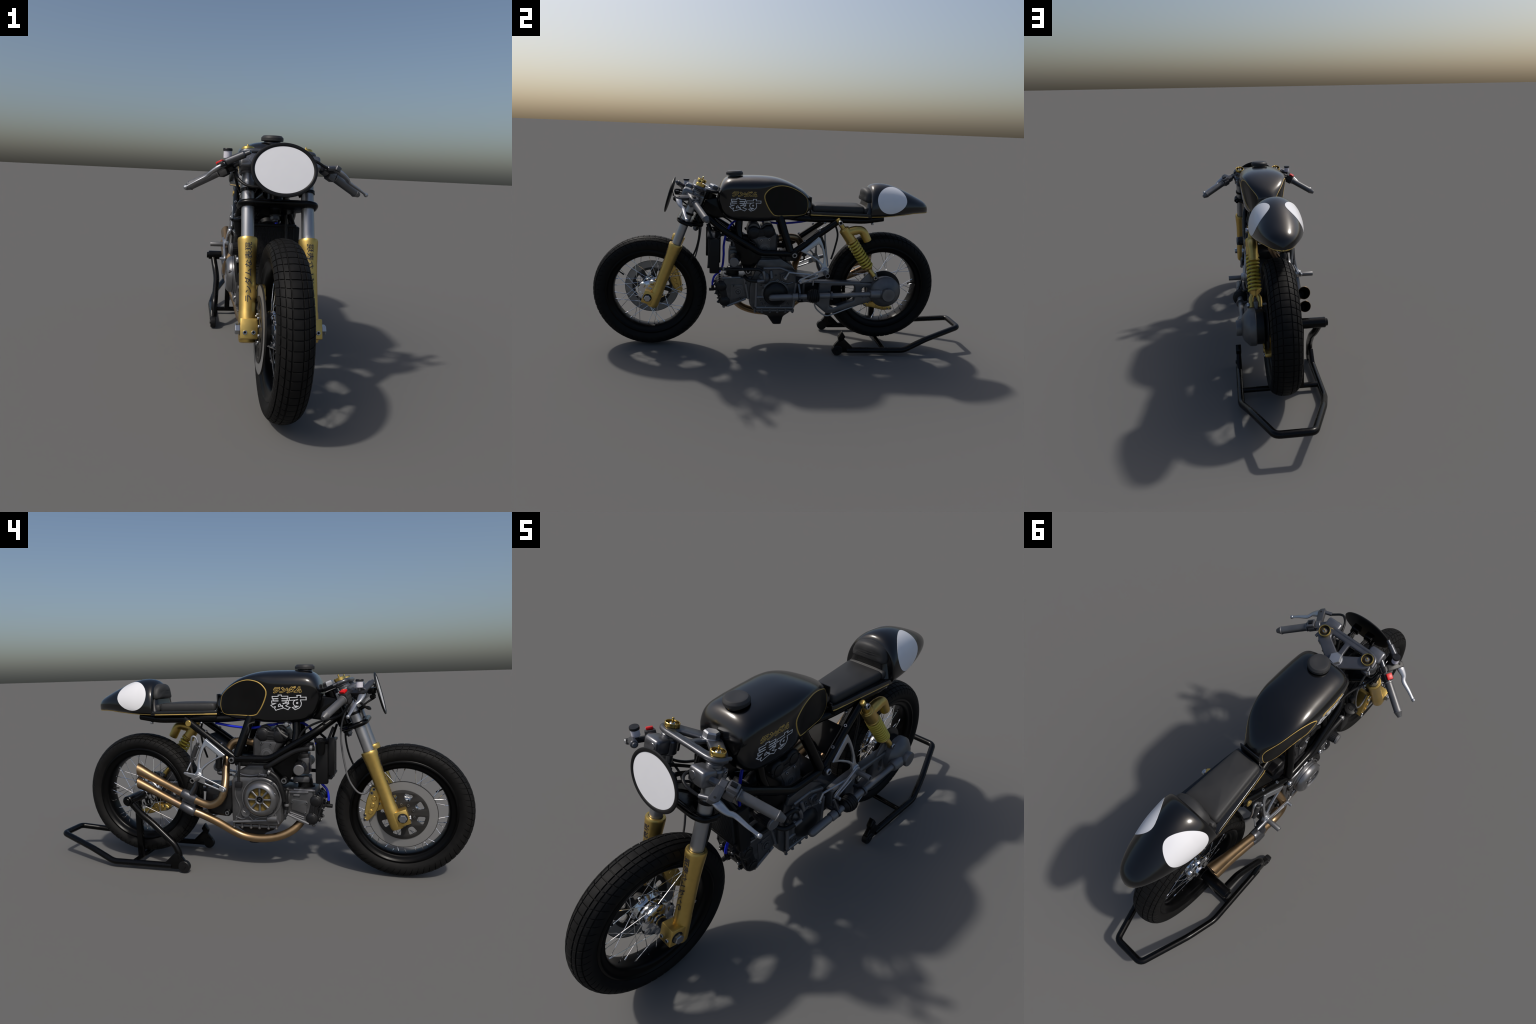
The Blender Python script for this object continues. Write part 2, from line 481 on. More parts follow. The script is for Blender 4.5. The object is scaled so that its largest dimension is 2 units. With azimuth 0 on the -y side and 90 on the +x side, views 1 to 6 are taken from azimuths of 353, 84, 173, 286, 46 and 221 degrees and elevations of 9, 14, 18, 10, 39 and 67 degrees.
PL = Matrix((V((1, 0, 0)), F, U)).transposed().to_4x4()
prism(b, yoke(0.0, -0.066, 0.105, 0.034, 0, 0.012), Matrix.Translation(TC) @ PL, 0.016, 0.006, 2)
tube(b, fillet([TC + F * -0.012 + V((-0.132, 0, 0)), TC + F * 0.020 + V((-0.129, 0, 0)), TC + F * 0.030 + V((-0.10, 0, 0)), TC + F * 0.030 + V((0.10, 0, 0)), TC + F * 0.020 + V((0.129, 0, 0)), TC + F * -0.012 + V((0.132, 0, 0))], 0.02), 0.0095, 12)
for s in (-1, 1):
    rod(b, TC + V((s * 0.105, 0, 0)) - U * 0.016, TC + V((s * 0.105, 0, 0)) + U * 0.006, 0.0285, 0.004, 36)
    rod(b, TC + V((s * 0.128, 0, 0)) - F * 0.034, TC + V((s * 0.124, 0, 0)) - F * 0.012, 0.0062)
FORK = new("fork", b, GUN, BIKE, 40)
# lower yoke
LC = leg(0, 0.684)
b = B()
prism(b, yoke(0.0, -0.064, 0.105, 0.030, 0, 0.010)[:1], Matrix.Translation(LC) @ PL, 0.022, 0.008, 2)
tube(b, fillet([LC + F * -0.022 + V((-0.132, 0, 0)), LC + F * 0.018 + V((-0.130, 0, 0)), LC + F * 0.032 + V((-0.10, 0, 0)), LC + F * 0.032 + V((0.10, 0, 0)), LC + F * 0.018 + V((0.130, 0, 0)), LC + F * -0.022 + V((0.132, 0, 0))], 0.022), 0.0115, 12)
SB = LC - F * 0.064
for s in (-1, 1):
    rod(b, LC + V((s * 0.128, 0, 0)) - F * 0.040, LC + V((s * 0.126, 0, 0)) - F * 0.014, 0.008)
rod(b, SB - U * 0.020, SB - U * 0.008, 0.022)
new("fork_clamp", b, FRAME, FORK, 40)
bolt(SB - U * 0.019, -U, 0.0165, FORK, True, GUN)
b = B(); rod(b, SB - U * 0.042, SB - U * 0.03, 0.010); new("stem_end", b, GUN, FORK)
# stem nut
ST = TC - F * 0.066
b = B()
t = bmesh.new()
strip(t, [[(r * cos(pi / 3 * k + 0.2), r * sin(pi / 3 * k + 0.2), h) for k in range(6)] for r, h in ((0.0250, -0.002), (0.0260, 0.002), (0.0260, 0.0165), (0.0220, 0.0215))])
merge(b, t, Matrix.Translation(ST + U * 0.008) @ PL)
rod(b, ST + U * 0.002, ST + U * 0.009, 0.0275)
new("stem_nut", b, ALLOY, FORK, 20)
# legs
for s in (-1, 1):
    x = 0.105 * s
    b = B()
    rod(b, leg(x, 0.55), leg(x, 0.862), 0.0225, 0.001, 40)
    new("fork_tube", b, STEEL, FORK)
    b = B()
    z = lambda zz: (zz - 0.571) / U.z
    prof = [(0.018, z(0.243)), (0.026, z(0.245)), (0.0285, z(0.252)), (0.0292, z(0.262)), (0.0292, z(0.335)), (0.0278, z(0.342)), (0.0282, z(0.40)), (0.0284, z(0.455)), (0.0292, z(0.49)), (0.0312, z(0.523)),
            (0.0332, z(0.548)), (0.0342, z(0.562)), (0.0342, z(0.567)), (0.0325, z(0.5715)), (0.027, z(0.573)), (0.024, z(0.5725)), (0.024, z(0.56))]
    lathe(b, prof, leg(x, 0.571), U, 48)
    ax = V((x, FW.y, FW.z))
    # axle lug in front of the leg
    block(b, ax + F * -0.004, (0.057, 0.058, 0.066), FR, 0.004)
    slider = new("fork_slider", b, GOLD, FORK, 40)
    b = B()
    lathe(b, [(0.021, 0.0), (0.021, 0.0008), (0.0155, 0.0008)], ax + V((s * 0.0282, 0, 0)), (s, 0, 0), 32)
    new("axle_recess", b, NEAR_BLACK, slider)
    bolt(ax + V((s * 0.026, 0, 0)), (s, 0, 0), 0.0175, FORK, True)
    for dx in (-0.0135, 0.0135):
        bolt(ax + F * 0.024 - U * 0.013 + V((dx, 0, 0)), F, 0.0072, FORK)
    # damping adjuster on top
    q = TC + V((x, 0, 0)) + U * 0.006
    b = B()
    lathe(b, [(0.0205, 0.001), (0.0225, 0.002), (0.0240, 0.004), (0.0240, 0.0145), (0.0228, 0.016), (0.0205, 0.0155), (0.0195, 0.004), (0.0195, 0.001)], q, U, 48, loop=True)
    rod(b, q + U * 0.004, q + U * 0.030, 0.0035, 0.001, 14)
    adj = new("damping_adjuster", b, BRIGHTGOLD, FORK, 30)
    b = B(); rod(b, q, q + U * 0.0045, 0.0200, 0.0005, 40); new("adjuster_well", b, NEAR_BLACK, adj)
    b = B(); lathe(b, [(0.0105, 0.004), (0.0105, 0.010), (0.008, 0.0135), (0.003, 0.0135)], q, U, 24); new("adjuster_nut", b, BOLT, FORK)

# ================================================================== handlebars
BARS = None
for s in (-1, 1):
    x = 0.105 * s
    g0, g1, tip = V((s * 0.207, -0.4655, 0.7895)), V((s * 0.3025, -0.4145, 0.7380)), V((s * 0.3245, -0.4045, 0.7270))
    D = (g1 - g0).normalized()
    start = g0 - D * 0.098
    b = B()
    # split clamp round the fork tube with a bar boss in front
    q = leg(x, 0.807)
    rod(b, q - U * 0.024, q + U * 0.024, 0.0315, 0.004, 40)
    rod(b, leg(x, 0.835), leg(x, 0.846), 0.0245, 0.002, 36)
    block(b, q + F * 0.036 + V((0.002 * s, 0, 0.007)), (0.068, 0.054, 0.052), FR, 0.011, 3)
    block(b, q - F * 0.034 + V((0.004 * s, 0, 0)), (0.030, 0.018, 0.044), FR, 0.004)
    rod(b, q + F * 0.064 + V((-0.010 * s, 0, 0.008)), q + F * 0.050 + V((-0.010 * s, 0, 0.008)), 0.013)
    clamp = new("handlebar", b, CLAMPM, BIKE, 40)
    for h in (-0.012, 0.012):
        bolt(q - F * 0.030 + V((s * 0.018, 0, 0)) + U * h, (s, 0, 0), 0.006, clamp)
    b = B(); rod(b, start - D * 0.01, g0 + D * 0.02, 0.0115); new("bar_tube", b, GUN, clamp)
    b = B()
    lathe(b, [(0.0135, -0.003), (0.0185, -0.002), (0.0185, 0.002), (0.0158, 0.004), (0.0158, (g1 - g0).length)], g0, D, 32)
    new("grip", b, DULL, clamp)
    b = B()
    lathe(b, [(0.0165, 0), (0.0175, 0.001), (0.0175, 0.003), (0.0165, 0.004), (0.0095, 0.024), (0.0085, 0.0255)], g1, D, 28)
    new("bar_end", b, DULL, clamp)
    # switch block
    up = (V((0, 0, 1)) - D.z * D).normalized(); fw = D.cross(up)
    if fw.y > 0: fw = -fw
    R3 = Matrix((D, fw, up)).transposed()
    b = B()
    sw = g0 - D * 0.022
    rod(b, sw - D * 0.016, sw + D * 0.016, 0.0205, 0.003, 28)
    block(b, sw + up * 0.008, (0.034, 0.036, 0.030), R3, 0.004)
    block(b, sw - up * 0.010 + fw * 0.006, (0.031, 0.028, 0.028), R3, 0.004)
    new("switch_block", b, CAST if s > 0 else CAP, clamp)
    b = B()
    if s < 0:
        block(b, sw + up * 0.0285 + D * 0.003, (0.025, 0.023, 0.009), R3, 0.002)
        new("kill_switch", b, RED, clamp)
    else:
        block(b, sw + up * 0.025 - D * 0.002, (0.020, 0.016, 0.006), R3, 0.002)
        new("toggle_switch", b, PLASTIC, clamp)
    # lever perch and lever
    piv = V((s * 0.1935, -0.541, 0.814)); mid = V((s * 0.252, -0.524, 0.7735)); end = V((s * 0.3195, -0.4985, 0.7325))
    cl = g0 - D * 0.052
    b = B()
    rod(b, cl - D * 0.011, cl + D * 0.011, 0.0185, 0.002, 28)
    a1 = (piv - cl)
    E1 = a1.normalized(); N1 = D.cross(E1).normalized()
    if N1.z < 0: N1 = -N1
    ex = N1.cross(E1)
    T = Matrix.Translation(cl + N1 * 0.002) @ Matrix((E1, N1.cross(E1), N1)).transposed().to_4x4()
    Lp = a1.length
    prism(b, [fillet([(-0.02, -0.012), (-0.02, 0.012), (Lp + 0.004, 0.015), (Lp + 0.018, 0.006), (Lp + 0.018, -0.016), (0.02, -0.014)], 0.004, 3, True)], T, 0.017, 0.002)
    perch = new("lever_perch", b, CAST if s > 0 else COVER, clamp)
    b = B()
    for w in (0.0, Lp + 0.002):
        rod(b, cl + E1 * w + N1 * 0.009, cl + E1 * w + N1 * 0.0112, 0.0042, 0.0004, 16)
    new("pivot_screw", b, NEAR_BLACK, clamp)
    b = B()
    P = curve([piv - D * 0.006 + N1 * 0.001, piv + (mid - piv) * 0.35 + E1 * 0.004, piv + (mid - piv) * 0.7 + E1 * 0.003, mid - E1 * 0.007, mid + (end - mid) * 0.5 - E1 * 0.0025, end], 7)
    n = len(P)
    W = [lerp([(0, 0.0150), (0.18, 0.0160), (0.44, 0.0100), (0.58, 0.0098), (0.8, 0.0080), (0.93, 0.0066), (1, 0.0075)], i / (n - 1)) for i in range(n)]
    tube(b, P, W, 12, flat=0.55, up=E1)
    lathe(b, [(0.003, -0.008), (0.0068, -0.005), (0.0078, 0), (0.0068, 0.005), (0.003, 0.007)], end, D, 14)
    new("lever", b, LEVER, clamp, 60)
    if s < 0:
        # brake master cylinder with clear reservoir
        b = B()
        m0, m1 = V((-0.108, -0.5765, 0.8600)), V((-0.178, -0.548, 0.828))
        dm = (m1 - m0).normalized()
        rod(b, m0, m0 + dm * 0.022, 0.0075)
        rod(b, m0 + dm * 0.02, m1 + dm * 0.01, 0.0125, 0.003)
        rod(b, V((-0.1815, -0.529, 0.822)), V((-0.1815, -0.529, 0.838)), 0.0065)
        new("brake_master_cylinder", b, GUN, clamp)
        b = B()
        lathe(b, [(0.012, 0), (0.0138, 0.001), (0.0138, 0.026)], (-0.1815, -0.529, 0.836), (0, 0, 1), 32)
        res = new("fluid_reservoir", b, TANKPLASTIC, clamp)
        b = B()
        t = [(0.0135, 0.860), (0.0160, 0.861), (0.0160, 0.8675), (0.0150, 0.8695), (0.001, 0.8695)]
        lathe(b, [(r, h - 0.86) for r, h in t], (-0.1815, -0.529, 0.860), (0, 0, 1), 20)
        new("reservoir_cap", b, COVER, clamp, 20)
    else:
        b = B()
        c0 = piv - D * 0.012 + E1 * 0.004
        rod(b, (0.157, -0.5615, 0.818), c0 + V((0.002, 0, 0)), 0.0075)
        new("cable_adjuster", b, GUN, clamp)
        b = B()
        tube(b, curve([(0.165, -0.557, 0.815), (0.145, -0.566, 0.823), (0.120, -0.572, 0.836), (0.100, -0.566, 0.843), (0.079, -0.543, 0.839), (0.063, -0.500, 0.820), (0.045, -0.46, 0.78), (0.035, -0.43, 0.73)], 8), 0.0048, 12)
        new("clutch_cable", b, HOSE, clamp)

# cables looping under the plate
b = B()
tube(b, curve([(-0.150, -0.505, 0.800), (-0.146, -0.530, 0.775), (-0.120, -0.555, 0.752), (-0.075, -0.565, 0.745), (-0.03, -0.55, 0.75), (0.0, -0.50, 0.74), (0.01, -0.44, 0.70)], 8), 0.005, 10)
tube(b, curve([(-0.155, -0.50, 0.79), (-0.135, -0.46, 0.735), (-0.11, -0.42, 0.71), (-0.09, -0.36, 0.695), (-0.08, -0.29, 0.66), (-0.08, -0.25, 0.60)], 8), 0.005, 10)
new("control_cable", b, HOSE, BIKE)
b = B()
tube(b, curve([(-0.118, -0.485, 0.80), (-0.105, -0.470, 0.745), (-0.098, -0.452, 0.69), (-0.095, -0.446, 0.63), (-0.092, -0.456, 0.545), (-0.092, -0.478, 0.452), (-0.09, -0.510, 0.399), (-0.088, -0.537, 0.384), (-0.086, -0.560, 0.394), (-0.084, -0.577, 0.418)], 8), 0.0042, 10)
new("brake_hose", b, DULL, BIKE)
b = B()
tube(b, curve([(0.02, -0.47, 0.70), (0.04, -0.452, 0.66), (0.045, -0.452, 0.60), (0.045, -0.468, 0.53), (0.04, -0.50, 0.46)], 8), 0.0045, 10)
new("control_cable", b, HOSE, BIKE)

# ================================================================== oval plate ahead of the bars
pc = V((0.003, -0.6005, 0.8060))
pu = V((0, 0.0505, 0.1771)).normalized(); pn = V((0, -pu.z, pu.y))
PA, PB_ = 0.1125, 0.0930
def oval(k, h, n=72): return [pc + V((1, 0, 0)) * (PA - k) * cos(2 * pi * i / n) + pu * (PB_ - k) * sin(2 * pi * i / n) + pn * h for i in range(n)]
b = B()
strip(b, [oval(0.0145, 0.0003), oval(0.0125, 0.0030), oval(0.0065, 0.0050), oval(0.0015, 0.0035), oval(0.0, 0.0), oval(0.0015, -0.002), oval(0.006, -0.0035), oval(0.016, -0.005), oval(0.05, -0.0065), oval(0.0905, -0.007)], True, False, True)
plate = new("number_plate", b, PLASTIC, BIKE, 50)
b = B()
strip(b, [oval(0.0132, 0.0), oval(0.0136, 0.0018), oval(0.03, 0.0024), oval(0.06, 0.0030), oval(0.09, 0.0032)], True, True, True)
new("white_face", b, WHITE, plate, 60)
b = B()
for s in (-1, 1):
    block(b, pc + V((s * 0.032, 0.032, 0.012)), (0.034, 0.030, 0.026), None, 0.003)
    rod(b, pc + V((s * 0.040, 0.03, -0.012)), pc + V((s * 0.056, 0.03, -0.012)), 0.010)
    # stay down to the lower clamp
    tube(b, [pc + V((s * 0.045, 0.022, -0.018)), pc + V((s * 0.055, 0.05, -0.035)), leg(s * 0.070, 0.735) + F * 0.01, leg(s * 0.082, 0.715)], 0.007, 8, flat=0.6)
    tube(b, [leg(s * 0.105, 0.725), leg(s * 0.105, 0.735)], 0.0265, 28)
    for k in range(3):
        tube(b, curve([pc + V((s * 0.030 + 0.006 * (k - 1), 0.045, 0.008)), pc + V((s * 0.028 + 0.007 * (k - 1), 0.075, -0.002)), (s * 0.02 + 0.006 * (k - 1), -0.47, 0.77), (s * 0.012 + 0.005 * (k - 1), -0.43, 0.745)], 5), 0.003, 8)
new("plate_bracket", b, FRAME, plate)

# ================================================================== fuel tank
ZT = smooth_tab([(-0.3625, 0.806), (-0.3535, 0.850), (-0.334, 0.888), (-0.305, 0.907), (-0.26, 0.9125), (-0.23, 0.9140), (-0.15, 0.9155), (-0.085, 0.9125), (-0.033, 0.9025), (0.02, 0.883), (0.074, 0.854), (0.103, 0.830), (0.119, 0.806)], 6)
ZB = smooth_tab([(-0.3625, 0.782), (-0.355, 0.754), (-0.345, 0.731), (-0.329, 0.712), (-0.308, 0.698), (-0.275, 0.688), (-0.2, 0.6855), (-0.1, 0.6895), (-0.02, 0.6945), (0.05, 0.702), (0.085, 0.7165), (0.108, 0.738), (0.119, 0.758)], 6)
WT = smooth_tab([(-0.3625, 0.074), (-0.356, 0.089), (-0.34, 0.1025), (-0.31, 0.113), (-0.26, 0.1178), (-0.20, 0.1200), (-0.15, 0.1195), (-0.11, 0.1165), (-0.07, 0.1095), (-0.04, 0.1025), (0.0, 0.0915), (0.02, 0.0850), (0.04, 0.0770), (0.06, 0.0665), (0.08, 0.0550), (0.10, 0.0440), (0.119, 0.0415)], 6)
WAIST = smooth_tab([(-0.3625, 0.797), (-0.34, 0.830), (-0.30, 0.845), (-0.20, 0.850), (-0.14, 0.856), (-0.09, 0.872), (-0.04, 0.8795), (0.008, 0.8705), (0.05, 0.8490), (0.08, 0.8240), (0.105, 0.796), (0.119, 0.785)], 5)
CROWN = [(-0.3625, 2.4), (-0.30, 2.5), (-0.12, 2.45), (-0.03, 2.25), (0.119, 2.1)]
TUCK = [(-0.3625, 0.08), (-0.30, 0.11), (-0.15, 0.14), (-0.10, 0.17), (-0.07, 0.245), (-0.02, 0.22), (0.015, 0.17), (0.06, 0.05), (0.09, -0.10), (0.119, -0.18)]
def tank_ring(y, n=96):
    zt, zb, w = lerp(ZT, y), lerp(ZB, y), lerp(WT, y)
    zw = lerp(WAIST, y)
    e = lerp(CROWN, y)
    ring = []
    for k in range(n):
        t = 2 * pi * k / n
        c, s = cos(t), sin(t)
        if s >= 0:
            x = math.copysign(abs(c) ** (2 / e), c) * w; z = zw + (zt - zw) * abs(s) ** (2 / e)
        else:
            q = lerp([(-0.3625, 3.0), (-0.30, 5.0), (-0.12, 7.5), (0.119, 7.5)], y)
            x = math.copysign(abs(c) ** (2 / q), c) * w; z = zw - (zw - zb) * abs(s) ** (2 / q)
            f = (zw - z) / (zw - zb)
            x *= 1 - lerp(TUCK, y) * (f * (2 - f))** 1.2
        ring.append(V((x, y, z)))
    return ring
ys = [-0.3625, -0.3615, -0.3595, -0.3565, -0.352, -0.346, -0.339, -0.331, -0.322, -0.312, -0.30] + [-0.285 + 0.0125 * i for i in range(32)] + [0.112, 0.117, 0.119]
b = B()
strip(b, [tank_ring(y) for y in ys])
bmesh.ops.recalc_face_normals(b, faces=b.faces)
tank_tree = BVHTree.FromBMesh(b)
TANK = new("fuel_tank", b, PAINT, BIKE, 50)
def on_side(tree, y, z, s, lift=0.0):
    hit, nrm, _, _ = tree.ray_cast(V((s * 0.4, y, z)), V((-s, 0, 0)))
    if hit is None: hit, nrm, _, _ = tree.find_nearest(V((s * 0.06, y, z)))
    if nrm.x * s < 0: nrm = -nrm
    return hit + nrm * lift
def decal(b, tree, outline, s, lift, rings=14):
    cy = sum(p[0] for p in outline) / len(outline); cz = sum(p[1] for p in outline) / len(outline)
    R = [[on_side(tree, cy + (p[0] - cy) * k / rings, cz + (p[1] - cz) * k / rings, s, lift) for p in outline] for k in range(rings, 0, -1)]
    R = [[on_side(tree, p[0], p[1], s, -0.001) for p in outline]] + R
    c = on_side(tree, cy, cz, s, lift)
    strip(b, R, True, False, False)
    b.verts.ensure_lookup_table()
    n = len(outline); last = b.verts[len(b.verts) - n:]
    v = b.verts.new(c)
    last = list(last)
    for i in range(n): b.faces.new((last[i], last[(i + 1) % n], v))
knee = [(-0.1270, 0.820), (-0.1165, 0.846), (-0.088, 0.8675), (-0.0415, 0.8765), (0.008, 0.8670), (0.060, 0.8415), (0.095, 0.8120), (0.1040, 0.780), (0.1010, 0.748), (0.083, 0.7270), (0.020, 0.7230), (-0.060, 0.7215), (-0.088, 0.7400), (-0.113, 0.779)]
def closed_curve(pts, n=6):
    P = pts[-2:] + pts + pts[:2]
    c = curve([(p[0], p[1], 0) for p in P], n)
    return [(q.x, q.y) for q in c[2 * n:-(2 * n) - 1 + n]][:len(pts) * n]
kn = closed_curve(knee, 6)
for s in (-1, 1):
    b = B()
    decal(b, tank_tree, kn, s, 0.0007)
    new("knee_panel", b, PANEL, TANK, 60)
    b = B()
    path = [on_side(tank_tree, y, z, s, -0.0006) for y, z in kn]
    wid = [lerp([(-0.127, 0.0042), (-0.06, 0.0036), (0.0, 0.0028), (0.09, 0.0022)], p.y) for p in path]
    tube(b, path, [w * 0.72 for w in wid], 8, loop=True)
    new("pinstripe", b, STRIPE, TANK, 60)
# filler
cc = V((0.004, -0.2755, 0.9095))
b = B()
lathe(b, [(0.037, -0.012), (0.0345, -0.002), (0.0325, 0.004), (0.0325, 0.010)], cc, (0, 0, 1), 48)
new("filler_neck", b, PAINT, TANK)
b = B()
lathe(b, [(0.034, 0.006), (0.0425, 0.0065), (0.0435, 0.008), (0.0435, 0.018), (0.0425, 0.020), (0.0365, 0.0265), (0.033, 0.0275), (0.020, 0.0262), (0.001, 0.0260)], cc, (0.0, -0.02, 1), 64)
new("filler_cap", b, CAP, TANK, 24)

# lettering ---------------------------------------------------------
def glyphs(text, outline, fat, spacing=1.0):
    cu = bpy.data.curves.new("scratch", "FONT")
    cu.body = text; cu.size = 1.0; cu.space_character = spacing
    cu.offset = fat
    cu.resolution_u = 3
    if outline:
        cu.fill_mode = "NONE"; cu.bevel_depth = outline; cu.bevel_resolution = 1
    else:
        cu.fill_mode = "FRONT"; cu.extrude = 0.02
    o = bpy.data.objects.new("scratch", cu)
    me = bpy.data.meshes.new_from_object(o)
    bpy.data.objects.remove(o); bpy.data.curves.remove(cu)
    t = bmesh.new(); t.from_mesh(me); bpy.data.meshes.remove(me)
    xs = [v.co.x for v in t.verts]; yy = [v.co.y for v in t.verts]
    x0, x1, y0, y1 = min(xs), max(xs), min(yy), max(yy)
    for v in t.verts: v.co = ((v.co.x - x0) / (x1 - x0), (v.co.y - y0) / (y1 - y0), v.co.z)
    return t
def tank_text(name, text, s, y0, y1, z0, z1, shear, outline, fat, mat, z_slope=0.0):
    t = glyphs(text, outline, fat)
    for v in t.verts:
        u, w, d = v.co
        uu = u + shear * (w - 0.5)
        run = uu if s > 0 else 1 - uu
        y = y0 + (y1 - y0) * run
        z = z0 + (z1 - z0) * w
        v.co = on_side(tank_tree, y, z, s, 0.0002 + 0.02 * d)
    return new(name, t, mat, TANK, 60)
for s in (-1, 1):
    tank_text("lettering", "ランダム", s, -0.288, -0.160, 0.8165, 0.8465, 0.10, 0.034, 0.06, STRIPE)
    tank_text("lettering", "表す", s, -0.303, -0.143, 0.7420, 0.8115, 0.0, 0.022, 0.055, SILVERLINE)
# lettering down the fork sliders
for s in (-1, 1):
    t = glyphs("ランダムな表現", 0, 0.012)
    z0, z1 = 0.366, 0.552
    for v in t.verts:
        u, w, d = v.co
        zc = z0 + (z1 - z0) * u
        r = lerp([(0.4, 0.0282), (0.455, 0.0284), (0.49, 0.0292), (0.523, 0.0312), (0.548, 0.0332), (0.56, 0.0342)], zc) + 0.0003 + 0.012 * max(d, 0)
        off = (0.5 - w) * 0.0245 * -1
        off = -off if s > 0 else off
        # glyph tops point away from the wheel
        xx = -(w - 0.5) * 0.0245 if s < 0 else (w - 0.5) * 0.0245
        a = xx / r
        base = leg(s * 0.105, zc)
        v.co = base + r * (sin(a) * V((1, 0, 0)) + cos(a) * F)
    new("lettering", t, INK, FORK, 60)

# ================================================================== seat and tail
ZTT = smooth_tab([(0.424, 0.842), (0.4265, 0.866), (0.436, 0.8815), (0.452, 0.8895), (0.478, 0.8935), (0.518, 0.8910), (0.565, 0.8800), (0.63, 0.8545), (0.70, 0.8215), (0.728, 0.8060), (0.740, 0.7950), (0.7485, 0.7830), (0.7545, 0.7680), (0.757, 0.7590)], 6)
ZBT = [(0.42, 0.7235), (0.5, 0.7265), (0.546, 0.730), (0.613, 0.7365), (0.66, 0.7425), (0.70, 0.7445), (0.73, 0.7440), (0.757, 0.7435)]
WTT = smooth_tab([(0.424, 0.112), (0.43, 0.1140), (0.46, 0.1150), (0.50, 0.1130), (0.55, 0.1075), (0.60, 0.0975), (0.65, 0.0845), (0.69, 0.0700), (0.72, 0.0545), (0.737, 0.0410), (0.749, 0.0250), (0.7545, 0.0130), (0.757, 0.004)], 6)
def tail_ring(y, n=72):
    zt, zb, w = lerp(ZTT, y), lerp(ZBT, y), lerp(WTT, y)
    zw = zb + (zt - zb) * lerp([(0.42, 0.18), (0.5, 0.20), (0.62, 0.28), (0.70, 0.40), (0.757, 0.52)], y)
    e = lerp([(0.42, 2.15), (0.5, 2.0), (0.70, 2.0), (0.757, 2.2)], y)
    tuck = lerp([(0.42, 0.01), (0.5, 0.01), (0.6, 0.03), (0.70, 0.07), (0.757, 0.10)], y)
    off = lerp([(0.42, 0.002), (0.757, 0.006)], y)
    ring = []
    for k in range(n):
        t = 2 * pi * k / n
        c, s = cos(t), sin(t)
        if s >= 0:
            x = math.copysign(abs(c) ** (2 / e), c) * w; z = zw + (zt - zw) * abs(s) ** (2 / e)
        else:
            x = math.copysign(abs(c) ** (2 / 5.0), c) * w; z = zw - (zw - zb) * abs(s) ** (2 / 3.2)
            x *= 1 - tuck * ((zw - z) / max(zw - zb, 1e-6)) ** 1.6
        ring.append(V((x + off, y, z)))
    return ring
tys = [0.424, 0.4255, 0.428, 0.432, 0.437, 0.443] + [0.45 + 0.0125 * i for i in range(24)] + [0.743, 0.7475, 0.7505, 0.753, 0.7550, 0.7562, 0.757]
b = B()
strip(b, [tail_ring(y) for y in tys])
bmesh.ops.recalc_face_normals(b, faces=b.faces)
tail_tree = BVHTree.FromBMesh(b)
TAIL = new("tail_cowl", b, PAINT, BIKE, 50)
for s in (-1, 1):
    b = B()
    ov = []
    for i in range(64):
        a = 2 * pi * i / 64
        yy, zz = 0.0800 * cos(a), 0.0650 * sin(a)
        if zz < 0: zz *= 1 - 0.14 * yy / 0.08
        ov.append((0.5335 + yy - 0.04 * zz, 0.8150 + zz + 0.03 * yy))
    decal(b, tail_tree, ov, s, 0.0007)
    new("number_roundel", b, WHITE, TAIL, 60)
# seat tray
def tray_w(y): return lerp([(0.110, 0.066), (0.13, 0.073), (0.43, 0.1085)], y)
b = B()
outl = [(tray_w(y), y) for y in (0.116, 0.18, 0.25, 0.32, 0.38, 0.43)]
outl = outl + [(-x, y) for x, y in outl[::-1]]
prism(b, [fillet(outl, [0.012] + [0.001] * 10 + [0.012], 4, True)], Matrix.Translation((0, 0, 0.7335)), 0.0220, 0.003, 2)
# cove in front of the hump and lip against the tank
rings = []
for h, y0 in ((0.742, 0.400), (0.757, 0.404), (0.772, 0.408), (0.790, 0.411), (0.81, 0.4135)):
    w = 0.098 - (h - 0.742) * 0.35
    rings.append([V((x, y, h)) for x, y in fillet([(-w, 0.435), (-w, y0 + 0.012), (-w * 0.8, y0), (w * 0.8, y0), (w, y0 + 0.012), (w, 0.435)], 0.01, 3)])
strip(b, rings)
block(b, (0, 0.1215, 0.774), (0.094, 0.006, 0.086), None, 0.0028)
block(b, (0, 0.1235, 0.741), (0.116, 0.008, 0.022), None, 0.003)
new("seat_tray", b, PAINT, TAIL, 40)
# pinstripe round the lower edge
b = B()
zb = lambda y: lerp([(0.11, 0.7262), (0.3, 0.7255)] + ZBT, y) + 0.0012
def tail_edge(sd):
    P = [V((sd * (tray_w(y) - 0.0007), y, 0.7280)) for y in (0.118, 0.13, 0.2, 0.28, 0.36, 0.41)]
    for y in [0.435 + 0.0125 * i for i in range(25)] + [0.745, 0.750, 0.7535]:
        z = zb(y) + 0.0040
        P.append(V((on_side(tail_tree, y, z, sd, 0.0002).x, y, z)))
    return P
path = tail_edge(1) + [V((0.006, 0.7572, 0.7478))] + tail_edge(-1)[::-1]
tube(b, path, 0.0027, 8, flat=0.35, up=(0, 0, 1))
new("pinstripe", b, STRIPE, TAIL, 60)
